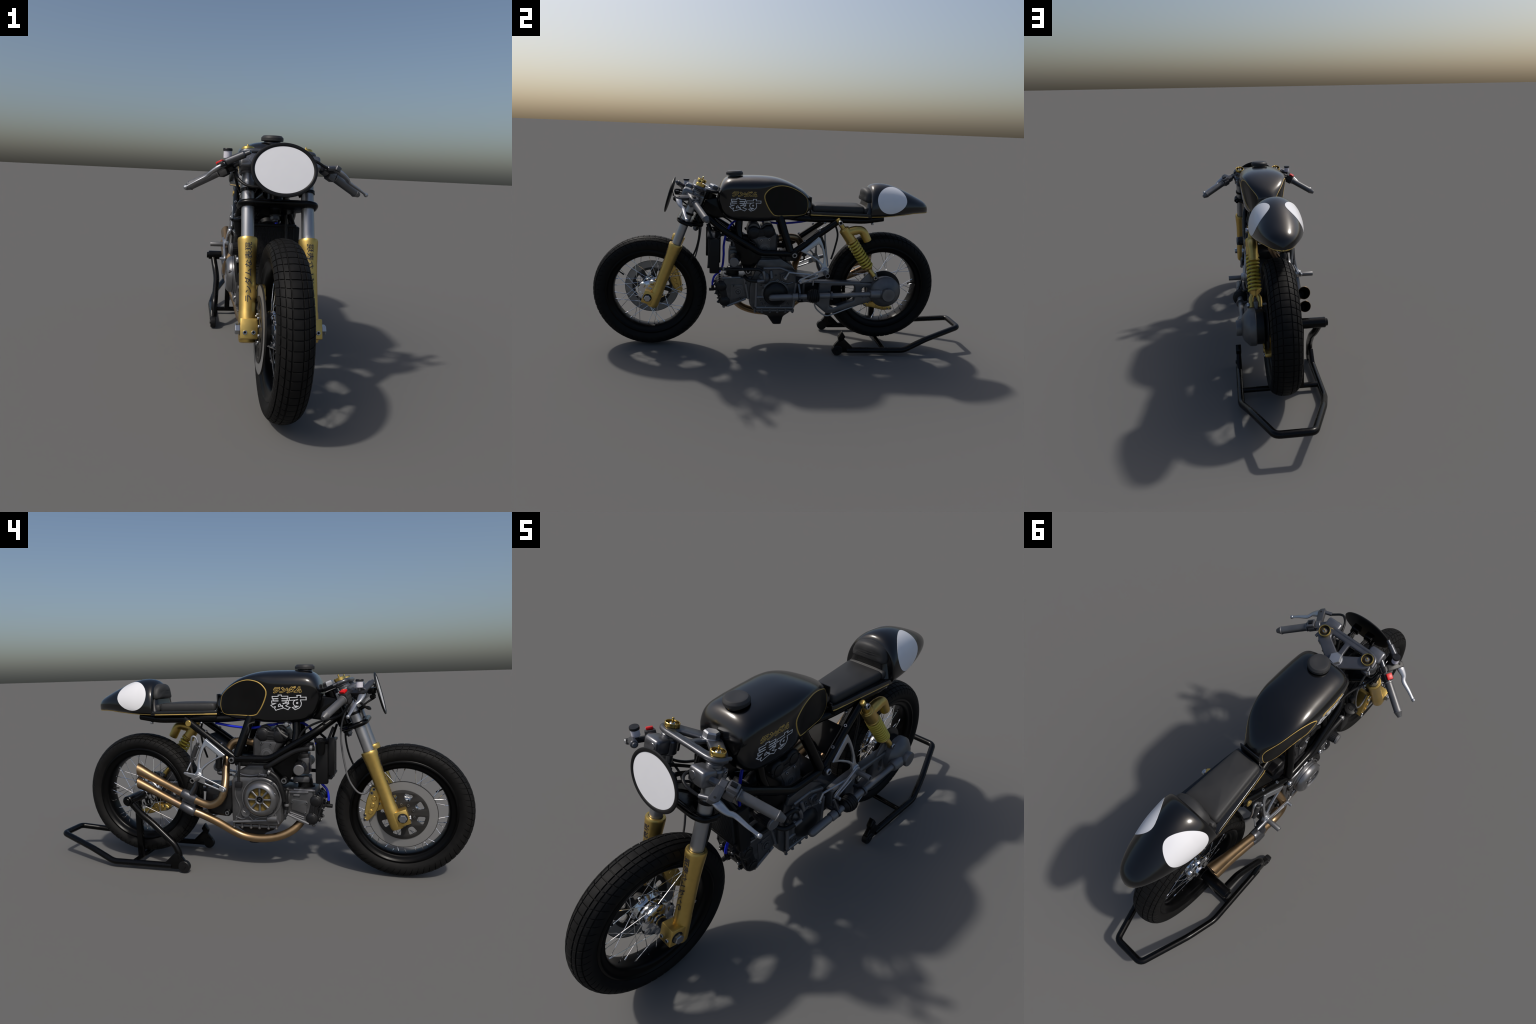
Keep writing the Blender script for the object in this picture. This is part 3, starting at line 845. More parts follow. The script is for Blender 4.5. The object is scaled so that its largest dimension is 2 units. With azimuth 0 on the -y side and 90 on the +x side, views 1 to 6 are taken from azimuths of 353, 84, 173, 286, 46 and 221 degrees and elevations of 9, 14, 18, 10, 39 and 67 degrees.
# cushion
def cushion(b, y0, y1, w0, w1, z0, z1, r, crown=0.003):
    """Rounded pad: plan trapezium stacked with shrinking rings."""
    rings = []
    for h, k in ((0, r * 0.3), (0.15, 0), (0.55, 0), (0.78, r * 0.18), (0.92, r * 0.5), (1.0, r * 1.2)):
        z = z0 + (z1 - z0) * h
        pts = [(-w0 + k, y0 + k), (w0 - k, y0 + k), (w1 - k, y1 - k), (-w1 + k, y1 - k)]
        rings.append([V((p.x, p.y, z)) for p in fillet(pts, 0.016, 5, True)])
    c = V((0, (y0 + y1) / 2, z1 + crown))
    top = rings[-1]
    for k in (0.75, 0.5, 0.25):
        rings.append([V((c.x + (p.x - c.x) * k, c.y + (p.y - c.y) * k, z1 + crown * (1 - k * k))) for p in top])
    strip(b, rings)
b = B()
cushion(b, 0.1300, 0.398, 0.0600, 0.0815, 0.7435, 0.7780, 0.009, 0.0055)
cushion(b, 0.394, 0.421, 0.0850, 0.0870, 0.7435, 0.7735, 0.009)
new("seat", b, VINYL, BIKE, 50)
# back pad: an arched cushion set on the hump
b = B()
arch = fillet([(-0.078, 0.0), (-0.080, 0.022), (-0.066, 0.054), (-0.036, 0.070), (0, 0.0745), (0.036, 0.070), (0.066, 0.054), (0.080, 0.022), (0.078, 0.0)], [0.010, 0.02, 0.02, 0.02, 0.02, 0.02, 0.02, 0.02, 0.010], 4, True)
rings = []
def arch_ring(inset, d):
    cx, cz = 0.0, 0.034
    return [V((cx + (p.x - cx) * (1 - inset / 0.075), 0.442 - d + 0.10 * (p.y - 0.03) + 2.4 * p.x * p.x, 0.7965 + cz + (p.y - cz) * (1 - inset / 0.037))) for p in arch]
for inset, d in ((0.004, -0.01), (0.0, 0.004), (0.0, 0.030), (0.0015, 0.040), (0.005, 0.0475), (0.011, 0.0520), (0.018, 0.0545), (0.028, 0.056)): rings.append(arch_ring(inset, d))
strip(b, rings)
new("back_pad", b, VINYL, BIKE, 60)

# ================================================================== frame
b = B()
HS0, HS1 = SB + U * 0.012, ST - U * 0.012
rod(b, HS0, HS1, 0.030, 0.003, 36)
# head gusset box behind the steering stem
prism(b, [fillet([(-0.440, 0.715), (-0.425, 0.790), (-0.36, 0.800), (-0.30, 0.80), (-0.28, 0.705), (-0.40, 0.690)], 0.01, 3, True)], side(0), 0.080, 0.006)
rt = 0.0165
for s in (-1, 1):
    tube(b, fillet([(s * 0.030, -0.430, 0.715), (s * 0.088, -0.335, 0.648), (s * 0.100, -0.135, 0.529), (s * 0.100, 0.036, 0.529)], 0.03, 6), rt, 16)
    tube(b, fillet([(s * 0.028, -0.415, 0.700), (s * 0.070, -0.30, 0.612), (s * 0.090, -0.20, 0.555)], 0.03, 5), 0.0125, 12)
    tube(b, [(s * 0.050, -0.245, 0.715), (s * 0.066, -0.249, 0.64), (s * 0.080, -0.243, 0.595)], 0.0170, 14)
    tube(b, [(s * 0.060, -0.040, 0.715), (s * 0.085, -0.010, 0.62), (s * 0.098, 0.018, 0.54)], 0.0200, 16)
    tube(b, [(s * 0.100, 0.035, 0.537), (s * 0.085, 0.245, 0.690), (s * 0.080, 0.27, 0.705)], rt, 16)
    # engine hanger from the main tube to the crankcase
    prism(b, [fillet([(-0.285, 0.608), (-0.150, 0.538), (-0.130, 0.505), (-0.185, 0.415), (-0.215, 0.420)], 0.008, 3, True)], side(s * 0.074), 0.018, 0.003)
    rod(b, (s * 0.070, -0.198, 0.434), (s * 0.098, -0.198, 0.434), 0.018)
    rod(b, (s * 0.078, 0.036, 0.526), (s * 0.119, 0.036, 0.526), 0.0205)
    # backbone rails that run back under the seat
    tube(b, fillet([(s * 0.036, -0.33, 0.740), (s * 0.036, -0.05, 0.716), (s * 0.040, 0.065, 0.7050), (s * 0.052, 0.135, 0.7045), (s * 0.075, 0.40, 0.7045), (s * 0.070, 0.500, 0.719)], 0.03, 4), 0.0165, 14)
for y in (-0.05, 0.24, 0.44):
    rod(b, (-0.075, y, 0.705), (0.075, y, 0.705), 0.014)
FRM = new("frame", b, FRAME, BIKE, 40)
for s in (-1, 1):
    bolt((s * 0.1185, 0.036, 0.526), (s, 0, 0), 0.0135, FRM)
    bolt((s * 0.0975, -0.198, 0.434), (s, 0, 0), 0.0135, FRM)
    bolt((s * 0.07, 0.446, 0.6895), (0, 0, -1), 0.007, FRM)
    bolt((s * 0.07, 0.195, 0.690), (0, 0, -1), 0.007, FRM)
    for f in (0.30, 0.66):
        bolt(V((s * 0.100, 0.035, 0.537)).lerp(V((s * 0.085, 0.245, 0.690)), f) + V((s * 0.004, -0.009, 0.0125)), (s * 0.25, -0.55, 0.8), 0.0065, FRM)
b = B()
block(b, (0, 0.30, 0.7145), (0.150, 0.36, 0.012), None, 0.003)
block(b, (0.0, 0.132, 0.590), (0.140, 0.125, 0.014), Matrix.Rotation(radians(36), 3, "X"), 0.004)
new("battery_tray", b, RUBBER, FRM)

# ================================================================== radiator
b = B()
block(b, (0.0, -0.383, 0.527), (0.180, 0.028, 0.152), None, 0.003)
block(b, (0.0, -0.397, 0.602), (0.185, 0.026, 0.012), None, 0.003)
block(b, (0.0, -0.393, 0.448), (0.185, 0.030, 0.010), None, 0.003)
block(b, (0.095, -0.371, 0.509), (0.026, 0.050, 0.180), None, 0.006)
block(b, (-0.097, -0.366, 0.513), (0.030, 0.054, 0.176), None, 0.006)
block(b, (-0.096, -0.406, 0.545), (0.020, 0.026, 0.162), None, 0.004)
for s in (-1, 1):
    tube(b, [(s * 0.088, -0.385, 0.600), (s * 0.060, -0.41, 0.668)], 0.006, 8)
    tube(b, [(s * 0.088, -0.355, 0.600), (s * 0.075, -0.325, 0.630)], 0.006, 8)
RAD = new("radiator", b, PLASTIC, BIKE, 40)
b = B()
for i in range(44):
    block(b, (-0.083 + i * 0.166 / 43, -0.4000, 0.524), (0.0016, 0.010, 0.146), None, 0)
for i in range(9):
    block(b, (0, -0.3985, 0.458 + i * 0.0165), (0.168, 0.004, 0.0022), None, 0)
new("cooling_fin", b, CAP, RAD, kind="stuff")
b = B()
lathe(b, [(0.012, -0.055), (0.017, -0.045), (0.019, -0.012), (0.019, 0.0), (0.026, 0.002), (0.027, 0.005), (0.0265, 0.010), (0.020, 0.013), (0.010, 0.0135), (0.009, 0.016), (0.001, 0.016)], (-0.122, -0.364, 0.610), (-0.15, 0.0, 1), 32)
for a in (0.3, 0.3 + pi):
    block(b, V((-0.123, -0.364, 0.617)) + V((cos(a), sin(a), 0)) * 0.022, (0.018, 0.018, 0.007), Matrix.Rotation(a, 3, "Z"), 0.003)
new("radiator_cap", b, PLASTIC, RAD)

# ================================================================== engine
case = [(-0.186, 0.345), (-0.165, 0.418), (-0.150, 0.470), (-0.135, 0.500), (-0.030, 0.500), (0.020, 0.470), (0.045, 0.445), (0.062, 0.38), (0.056, 0.222), (-0.160, 0.210), (-0.186, 0.245)]
b = B()
prism(b, [fillet(case, 0.012, 4, True)], side(0), 0.168, 0.010, 2)
prism(b, [fillet([(-0.140, 0.525), (-0.045, 0.525), (-0.020, 0.49), (-0.15, 0.47)], 0.01, 3, True)], side(0), 0.13, 0.012, 2)
block(b, (0, -0.052, 0.213), (0.176, 0.214, 0.012), None, 0.003)
ENG = new("engine", b, CAST, BIKE, 40)
# sump
b = B()
rings = []
for z, y0, y1, w in ((0.215, -0.150, 0.045, 0.075), (0.190, -0.135, 0.030, 0.060), (0.165, -0.085, 0.010, 0.036), (0.155, -0.078, 0.004, 0.032), (0.113, -0.050, -0.004, 0.024), (0.110, -0.046, -0.008, 0.020)):
    rings.append([V((p.x, p.y, z)) for p in fillet([(-w, y0), (w, y0), (w, y1), (-w, y1)], 0.008, 3, True)])
strip(b, rings)
new("sump", b, COVER, ENG, 40)
for s in (-1, 1):
    for y in (-0.155, -0.118, -0.075, -0.035, 0.008, 0.046):
        st = B(); rod(st, (s * 0.0885, y, 0.2010), (s * 0.0885, y, 0.2280), 0.0052); rod(st, (s * 0.0885, y, 0.2035), (s * 0.0885, y, 0.2095), 0.0068)
        new("flange_stud", st, CAST, ENG)
# right side cover, rounded
b = B()
rc = [(0.050, 0.428), (0.030, 0.446), (-0.105, 0.450), (-0.155, 0.420), (-0.183, 0.350), (-0.183, 0.245), (-0.162, 0.222), (0.050, 0.226)]
def dome(b, outline, x0, steps, s):
    cy = sum(p[0] for p in outline) / len(outline); cz = sum(p[1] for p in outline) / len(outline)
    rings = []
    for inset, d in steps:
        ring = []
        for p in outline:
            v = V((p[0] - cy, p[1] - cz)); L = v.length
            v = v * max(0.0, (L - inset)) / L
            ring.append(V((s * (x0 + d), cy + v.x, cz + v.y)))
        rings.append(ring)
    strip(b, rings)
dome(b, fillet(rc, 0.02, 6, True), 0.080, ((0, 0), (0, 0.014), (0.002, 0.019), (0.007, 0.0225), (0.030, 0.024)), -1)
ribs = [[(-0.170, 0.235), (-0.150, 0.30), (-0.168, 0.36)], [(0.035, 0.235), (0.010, 0.30), (0.030, 0.36), (0.02, 0.42)], [(-0.05, 0.245), (-0.03, 0.262), (0.0, 0.25), (0.03, 0.26)], [(-0.160, 0.250), (-0.10, 0.262), (-0.06, 0.25)]]
for r in ribs: tube(b, curve([(-0.104, y, z) for y, z in r], 5), 0.004, 8)
rod(b, (-0.100, -0.115, 0.257), (-0.100, -0.165, 0.257), 0.016, 0.004)
tube(b, [(-0.100, -0.150, 0.250), (-0.104, 0.045, 0.235)], 0.005, 8)
new("engine_cover", b, CAST, ENG, 40)
b = B()
lathe(b, [(0.022, 0), (0.0225, 0.006), (0.020, 0.009), (0.014, 0.008), (0.001, 0.008)], (-0.104, -0.018, 0.284), (-1, 0, 0), 32)
for k in range(3):
    a = 2 * pi * k / 3 + 0.5
    tube(b, [(-0.113, -0.018, 0.284), (-0.113, -0.018 + 0.013 * cos(a), 0.284 + 0.013 * sin(a))], 0.002, 6)
new("oil_filler_cap", b, CLUTCH, ENG)
b = B()
block(b, (-0.110, 0.012, 0.412), (0.018, 0.034, 0.028), None, 0.004)
tube(b, curve([(-0.110, 0.012, 0.42), (-0.108, 0.010, 0.46), (-0.100, 0.005, 0.52)], 5), 0.006, 8)
new("sensor_plug", b, COVER, ENG)
# clutch drum cover
cl = V((-0.100, -0.0930, 0.3515))
b = B()
lathe(b, [(0.080, 0.0), (0.080, 0.012), (0.078, 0.016), (0.0775, 0.018), (0.079, 0.020), (0.078, 0.027), (0.073, 0.036), (0.066, 0.0425), (0.060, 0.0455), (0.055, 0.046), (0.0525, 0.043), (0.052, 0.028), (0.052, 0.0)], cl, (-1, 0, 0), 72)
lathe(b, [(0.094, -0.002), (0.094, 0.006), (0.091, 0.009), (0.086, 0.009), (0.085, 0.004), (0.085, -0.002)], cl, (-1, 0, 0), 72, loop=True)
CLC = new("clutch_cover", b, CLUTCH, ENG, 35)
b = B()
lathe(b, [(0.0535, 0.020), (0.0535, 0.029), (0.001, 0.029)], cl, (-1, 0, 0), 48)
new("clutch_plate", b, GOLDPLATE, CLC)
b = B()
lathe(b, [(0.010, 0.028), (0.0185, 0.030), (0.0205, 0.040), (0.0195, 0.0435), (0.0165, 0.0435), (0.0135, 0.040), (0.0135, 0.030)], cl, (-1, 0, 0), 40)
for k in range(8):
    a = 2 * pi * k / 8 + pi / 2
    d = V((0, cos(a), sin(a)))
    tube(b, [cl + V((-0.037, 0, 0)) + d * 0.018, cl + V((-0.035, 0, 0)) + d * 0.054], [0.0034, 0.0058], 10, flat=1.1)
new("clutch_spider", b, CLUTCH, CLC)
b = B()
lathe(b, [(0.0135, 0.026), (0.0135, 0.032), (0.009, 0.033), (0.008, 0.040), (0.005, 0.041), (0.001, 0.038)], cl, (-1, 0, 0), 24)
new("clutch_centre", b, COVER, CLC)
b = B(); rod(b, (-0.116, -0.160, 0.376), (-0.138, -0.160, 0.376), 0.0072); new("cover_stud", b, CLUTCH, ENG)
b = B()
for y, z in ((-0.085, 0.458), (-0.115, 0.456)): rod(b, (-0.090, y, z), (-0.108, y, z), 0.007)
tube(b, [(-0.10, -0.08, 0.458), (-0.10, -0.12, 0.456)], 0.007, 8)
tube(b, curve([(-0.10, -0.08, 0.456), (-0.10, -0.04, 0.452), (-0.10, 0.0, 0.458), (-0.10, 0.018, 0.475), (-0.095, 0.018, 0.50)], 6), 0.005, 8)
tube(b, curve([(-0.104, -0.145, 0.430), (-0.106, -0.145, 0.410), (-0.104, -0.143, 0.395)], 4), 0.0065, 10)
new("oil_line", b, GUN, ENG)
# left side: alternator cover, water pump, selector
b = B()
dome(b, fillet([(0.058, 0.365), (0.042, 0.440), (-0.020, 0.448), (-0.118, 0.444), (-0.150, 0.372), (-0.152, 0.232), (0.045, 0.232)], 0.012, 4, True), 0.080, ((0, 0), (0, 0.010), (0.003, 0.013), (0.012, 0.0135)), 1)
prism(b, [fillet([(-0.140, 0.492), (-0.028, 0.498), (0.030, 0.462), (0.052, 0.43), (-0.030, 0.452), (-0.120, 0.446), (-0.155, 0.46)], 0.006, 3, True)], side(0.085), 0.020, 0.006)
for y0, z0, y1, z1 in ((-0.152, 0.235, -0.152, 0.37), (0.047, 0.235, 0.056, 0.37), (-0.15, 0.232, 0.046, 0.232), (-0.118, 0.446, -0.03, 0.449), (-0.03, 0.449, 0.045, 0.42), (-0.150, 0.29, -0.10, 0.29)):
    tube(b, [(0.0925, y0, z0), (0.0925, y1, z1)], 0.0075, 10)
rod(b, (0.092, -0.079, 0.436), (0.106, -0.074, 0.392), 0.0095, 0.004)
tube(b, curve([(0.094, -0.03, 0.36), (0.095, -0.04, 0.385), (0.094, -0.055, 0.378), (0.094, -0.09, 0.372)], 5), 0.005, 8)
tube(b, curve([(0.094, -0.02, 0.376), (0.095, 0.01, 0.365), (0.094, 0.04, 0.372)], 5), 0.005, 8)
for y in (-0.10, -0.02): tube(b, [(0.093, y, 0.232), (0.093, y, 0.250)], 0.004, 8)
lathe(b, [(0.074, 0), (0.074, 0.010), (0.070, 0.013), (0.060, 0.013)], (0.084, -0.050, 0.3095), (1, 0, 0), 56)
new("engine_cover", b, CAST, ENG, 40)
b = B()
lathe(b, [(0.066, 0), (0.066, 0.008), (0.063, 0.016), (0.056, 0.026), (0.044, 0.034), (0.028, 0.038), (0.001, 0.039)], (0.086, -0.050, 0.3095), (1, 0, 0), 56)
new("alternator_cover", b, COVER, ENG, 40)
b = B()
lathe(b, [(0.032, 0), (0.032, 0.006), (0.029, 0.010), (0.026, 0.011), (0.026, 0.018), (0.020, 0.024), (0.012, 0.030), (0.001, 0.031)], (0.090, -0.113, 0.394), (1, 0, 0), 40)
tube(b, [(0.118, -0.113, 0.394), (0.128, -0.113, 0.402), (0.128, -0.116, 0.425), (0.122, -0.120, 0.438)], 0.0085, 12)
tube(b, [(0.118, -0.113, 0.394), (0.130, -0.120, 0.390), (0.128, -0.150, 0.386)], 0.0090, 12)
lathe(b, [(0.024, 0), (0.024, 0.006), (0.021, 0.010), (0.013, 0.010), (0.012, 0.016), (0.001, 0.017)], (0.092, -0.006, 0.402), (1, 0, 0), 32)
new("water_pump", b, CAST, ENG, 40)
for y, z in ((-0.118, 0.254), (-0.116, 0.341), (-0.128, 0.357), (-0.126, 0.275), (-0.03, 0.418), (0.02, 0.254), (-0.100, 0.300), (0.012, 0.362), (-0.05, 0.385), (-0.052, 0.410), (-0.10, 0.250)):
    bolt((0.0925, y, z), (1, 0, 0), 0.0066, ENG, mat=CAST)
# forward cylinder
b = B()
prism(b, [fillet([(-0.165, 0.400), (-0.225, 0.392), (-0.330, 0.392), (-0.345, 0.305), (-0.318, 0.224), (-0.295, 0.224), (-0.170, 0.283)], 0.008, 3, True)], side(0), 0.138, 0.014, 3)
for y0, z0, y1, z1 in ((-0.215, 0.385, -0.190, 0.272), (-0.330, 0.385, -0.235, 0.388), (-0.300, 0.232, -0.205, 0.272)):
    for s in (-1, 1): tube(b, [(s * 0.068, y0, z0), (s * 0.068, y1, z1)], 0.0065, 8)
lathe(b, [(0.027, -0.002), (0.026, 0.003), (0.0215, 0.003), (0.021, 0.006), (0.0135, 0.0065), (0.012, 0.003), (0.010, 0.003), (0.010, 0.008), (0.004, 0.008), (0.001, 0.004)], (0.0685, -0.2450, 0.3130), (1, 0, 0), 36)
prism(b, [fillet([(-0.285, 0.350), (-0.222, 0.352), (-0.205, 0.285), (-0.285, 0.262)], 0.010, 3, True)], side(0.069), 0.007, 0.002)
prism(b, [fillet([(-0.296, 0.338), (-0.222, 0.345), (-0.222, 0.297), (-0.288, 0.276)], 0.006, 3, True)], side(-0.070), 0.008, 0.002)
for k in range(4):
    tube(b, [(-0.069, -0.215 - 0.004 * k, 0.283 - 0.009 * k), (-0.069, -0.280, 0.262 - 0.009 * k)], 0.0032, 8)
rod(b, (-0.070, -0.232, 0.363), (-0.070, -0.262, 0.362), 0.006)
tube(b, [(-0.069, -0.300, 0.378), (-0.071, -0.210, 0.376)], 0.006, 8)
CYF = new("engine_cylinder", b, CAST, ENG, 40)
for q in ((-0.293, 0.328), (-0.227, 0.334), (-0.286, 0.283)): bolt((-0.0735, *q), (-1, 0, 0), 0.0052, ENG)
for q in ((-0.232, 0.275), (-0.270, 0.345), (-0.205, 0.36)): bolt((0.0715, *q), (1, 0, 0), 0.0062, ENG, mat=CAST)
def cam_cover(parent, c0, c1, r, w, out):
    """Two round cam lobes joined by a saddle; c0, c1 are (y, z)."""
    b = B()
    for c in (c0, c1):
        lathe(b, [(r * 0.72, -w), (r * 0.9, -w + 0.004), (r, -w + 0.012), (r, w - 0.012), (r * 0.9, w - 0.004), (r * 0.72, w)], (0, c[0], c[1]), (1, 0, 0), 36)
        for s in (-1, 1):
            lathe(b, [(r * 0.66, -0.002), (r * 0.66, 0.003), (r * 0.5, 0.006), (r * 0.2, 0.007)], (s * w, c[0], c[1]), (s, 0, 0), 32)
    m0, m1 = V((0, *c0)), V((0, *c1))
    e = (m1 - m0).normalized(); n = V((0, -e.z, e.y)) if V((0, -e.z, e.y)).dot(V((0, *out))) > 0 else V((0, e.z, -e.y))
    T = Matrix.Translation((m0 + m1) / 2) @ Matrix((e, n, e.cross(n))).transposed().to_4x4()
    L = (m1 - m0).length
    prism(b, [fillet([(-L / 2 - r * 0.98, -0.022), (L / 2 + r * 0.98, -0.022), (L / 2 + r * 0.85, r * 0.62), (L / 2, r * 0.98), (L * 0.12, r * 0.55), (-L * 0.12, r * 0.55), (-L / 2, r * 0.98), (-L / 2 - r * 0.85, r * 0.62)], 0.008, 3, True)], T, w * 1.94, 0.006, 2)
    # joint flange
    prism(b, [[(-L / 2 - r, -0.005), (L / 2 + r, -0.005), (L / 2 + r, 0.001), (-L / 2 - r, 0.001)]], T, w * 2.02, 0.001)
    o = new("cam_cover", b, COVER, parent, 40)
    for s in (-1, 1):
        for k in (-1, 1):
            q = (m0 + m1) / 2 + e * k * (L / 2 + r * 0.85) + n * 0.004 + V((s * w * 0.8, 0, 0))
            bolt(q, n, 0.0055, parent, mat=CAST)
    return o
cam_cover(ENG, (-0.3330, 0.3380), (-0.3140, 0.2580), 0.0300, 0.073, (-1, -0.2))
b = B()
for x, y, z, r in ((0.0, -0.352, 0.303, 0.017), (0.050, -0.352, 0.300, 0.010), (-0.050, -0.352, 0.300, 0.010), (0.028, -0.358, 0.342, 0.010), (-0.028, -0.358, 0.342, 0.010), (0.034, -0.338, 0.246, 0.010), (-0.034, -0.338, 0.246, 0.010)):
    rod(b, (x, y + 0.03, z + 0.008), (x, y - 0.012, z - 0.003), r, 0.003)
for x in (-0.060, -0.02, 0.02, 0.060):
    tube(b, [(x, -0.340, 0.372), (x, -0.362, 0.345), (x, -0.352, 0.300), (x, -0.340, 0.255), (x, -0.318, 0.230)], 0.0050, 8)
new("cam_cover_boss", b, COVER, ENG)
for x, y, z in ((0.050, -0.364, 0.297), (-0.050, -0.364, 0.297), (0.028, -0.370, 0.339), (-0.028, -0.370, 0.339), (0.034, -0.350, 0.243), (-0.034, -0.350, 0.243)):
    bolt((x, y, z), (0, -1, -0.25), 0.0058, ENG, mat=CAST)
for x in (-0.045, 0.0, 0.045): bolt((x, -0.318, 0.222), (0, -0.3, -1), 0.0075, ENG, mat=CAST)
# upper cylinder
b = B()
prism(b, [fillet([(-0.200, 0.615), (-0.185, 0.590), (-0.155, 0.555), (-0.150, 0.500), (-0.045, 0.500), (-0.048, 0.615), (-0.07, 0.645), (-0.19, 0.64)], 0.008, 3, True)], side(0), 0.138, 0.014, 3)
for s in (-1, 1):
    lathe(b, [(0.022, 0), (0.021, 0.004), (0.0135, 0.0045), (0.012, 0.0015), (0.010, 0.0015), (0.010, 0.005), (0.001, 0.005)], (s * 0.069, -0.1130, 0.5450), (s, 0, 0), 32)
    lathe(b, [(0.029, -0.002), (0.0285, 0.004), (0.021, 0.0045)], (s * 0.068, -0.1130, 0.5450), (s, 0, 0), 32)
    prism(b, [fillet([(-0.160, 0.600), (-0.085, 0.605), (-0.085, 0.548), (-0.140, 0.548)], 0.008, 3, True)], side(s * 0.069), 0.006, 0.002)
    for q in ((-0.092, 0.597), (-0.132, 0.592)): bolt((s * 0.0715, *q), (s, 0, 0), 0.006, ENG)
new("engine_cylinder", b, CAST, ENG, 40)
cam_cover(ENG, (-0.1720, 0.6270), (-0.0960, 0.6350), 0.0335, 0.074, (0.0, 1))
b = B()
for y in (-0.170, -0.10): rod(b, (-0.045, y, 0.643), (0.045, y, 0.643), 0.034, 0.006)
new("cam_housing", b, CAST, ENG)
# carburettor and cone filters
b = B()
block(b, (0, -0.272, 0.490), (0.070, 0.052, 0.075), None, 0.006)
block(b, (0, -0.270, 0.536), (0.062, 0.050, 0.020), None, 0.004)
block(b, (0, -0.262, 0.428), (0.085, 0.074, 0.026), None, 0.005)
rod(b, (0, -0.268, 0.54), (0, -0.268, 0.575), 0.020)
rod(b, (0, -0.284, 0.57), (0, -0.284, 0.592), 0.030)
CARB = new("carburettor", b, CAST, ENG)
b = B()
rod(b, (0, -0.278, 0.385), (0, -0.272, 0.425), 0.034, 0.003); rod(b, (0, -0.280, 0.388), (0, -0.280, 0.398), 0.040, 0.003)
rod(b, (0, -0.285, 0.585), (0, -0.270, 0.60), 0.034)
tube(b, curve([(0, -0.25, 0.57), (0, -0.225, 0.585), (0, -0.19, 0.58)], 5), 0.024, 16)
new("intake_boot", b, HOSE, ENG)
for s in (-1, 1):
    b = B()
    n = 48
    rings = []
    for d, r in ((0.040, 0.022), (0.060, 0.028), (0.068, 0.0285), (0.134, 0.0225)):
        rings.append([V((s * d, -0.262 - (d - 0.04) * 0.10 + (r + (0.0012 if k % 2 and d > 0.061 else 0)) * cos(2 * pi * k / n), 0.493 - (d - 0.04) * 0.03 + (r + (0.0012 if k % 2 and d > 0.061 else 0)) * sin(2 * pi * k / n))) for k in range(n)])
    strip(b, rings)
    filt = new("air_filter", b, COVER, ENG, 20)
    b = B()
    rod(b, (s * 0.133, -0.2713, 0.4902), (s * 0.1465, -0.2726, 0.4898), 0.0235, 0.003, 32)
    new("filter_cap", b, DULL, filt)
# black block tucked behind the upper cylinder
b = B()
block(b, (0.020, 0.012, 0.505), (0.125, 0.080, 0.044), None, 0.010, 3)
rod(b, (0.080, 0.012, 0.500), (0.090, 0.012, 0.500), 0.016)
new("dark_block", b, COVER, ENG)
# hoses
b = B()
tube(b, curve([(-0.112, -0.335, 0.582), (-0.112, -0.30, 0.578), (-0.110, -0.25, 0.566), (-0.108, -0.19, 0.535), (-0.106, -0.135, 0.502), (-0.09, -0.11, 0.49)], 7), 0.0115, 14)
tube(b, curve([(-0.100, -0.118, 0.470), (-0.106, -0.140, 0.466), (-0.108, -0.170, 0.440), (-0.106, -0.188, 0.39), (-0.098, -0.196, 0.34)], 7), 0.0105, 14)
tube(b, curve([(0.100, -0.345, 0.444), (0.108, -0.30, 0.444), (0.112, -0.20, 0.446), (0.116, -0.145, 0.446), (0.120, -0.122, 0.432)], 7), 0.0085, 14)
tube(b, curve([(0.126, -0.140, 0.387), (0.116, -0.190, 0.388), (0.08, -0.215, 0.40)], 6), 0.0095, 14)
tube(b, curve([(-0.080, -0.205, 0.385), (-0.092, -0.205, 0.375), (-0.092, -0.205, 0.345), (-0.088, -0.203, 0.30)], 6), 0.0095, 12)
tube(b, curve([(-0.07, -0.06, 0.69), (-0.085, -0.035, 0.68), (-0.09, -0.035, 0.65), (-0.09, 0.0, 0.60), (-0.085, 0.02, 0.555)], 6), 0.0055, 10)
tube(b, curve([(0.075, 0.245, 0.69), (0.085, 0.262, 0.63), (0.085, 0.252, 0.56), (0.09, 0.235, 0.50)], 6), 0.005, 10)
tube(b, curve([(-0.06, -0.16, 0.665), (-0.07, -0.18, 0.64), (-0.075, -0.21, 0.62)], 5), 0.010, 10)
new("coolant_hose", b, HOSE, BIKE)
b = B()
for p, d, r in (((-0.112, -0.328, 0.582), (0, 1, 0), 0.0125), ((0.104, -0.330, 0.444), (0, 1, 0), 0.0097), ((0.122, -0.150, 0.387), (0, 1, 0), 0.0107), ((-0.104, -0.136, 0.468), (0, 0.8, 0.3), 0.0118), ((-0.090, -0.205, 0.315), (0, 0, 1), 0.0108)):
    rod(b, p, V(p) + V(d).normalized() * 0.012, r)
new("hose_clip", b, DULL, BIKE)
b = B()
tube(b, curve([(0.001, -0.3790, 0.316), (0.004, -0.3795, 0.345), (0.008, -0.370, 0.378), (0.015, -0.345, 0.405), (0.028, -0.329, 0.440), (0.034, -0.324, 0.50), (0.034, -0.3235, 0.560), (0.026, -0.305, 0.635), (0.010, -0.27, 0.676), (0.0, -0.22, 0.6835), (-0.030, -0.13, 0.675), (-0.036, -0.04, 0.662), (-0.034, 0.05, 0.668), (-0.03, 0.14, 0.684)], 8), 0.0058, 12)
new("ignition_lead", b, BLUE, ENG)
b = B()
tube(b, fillet([(0.001, -0.3790, 0.326), (0.001, -0.3790, 0.303), (0.0, -0.345, 0.303)], 0.008, 4), 0.0075, 12)
rod(b, (0.0, -0.398, 0.302), (0.0, -0.372, 0.303), 0.009)
new("spark_plug_cap", b, HOSE, ENG)
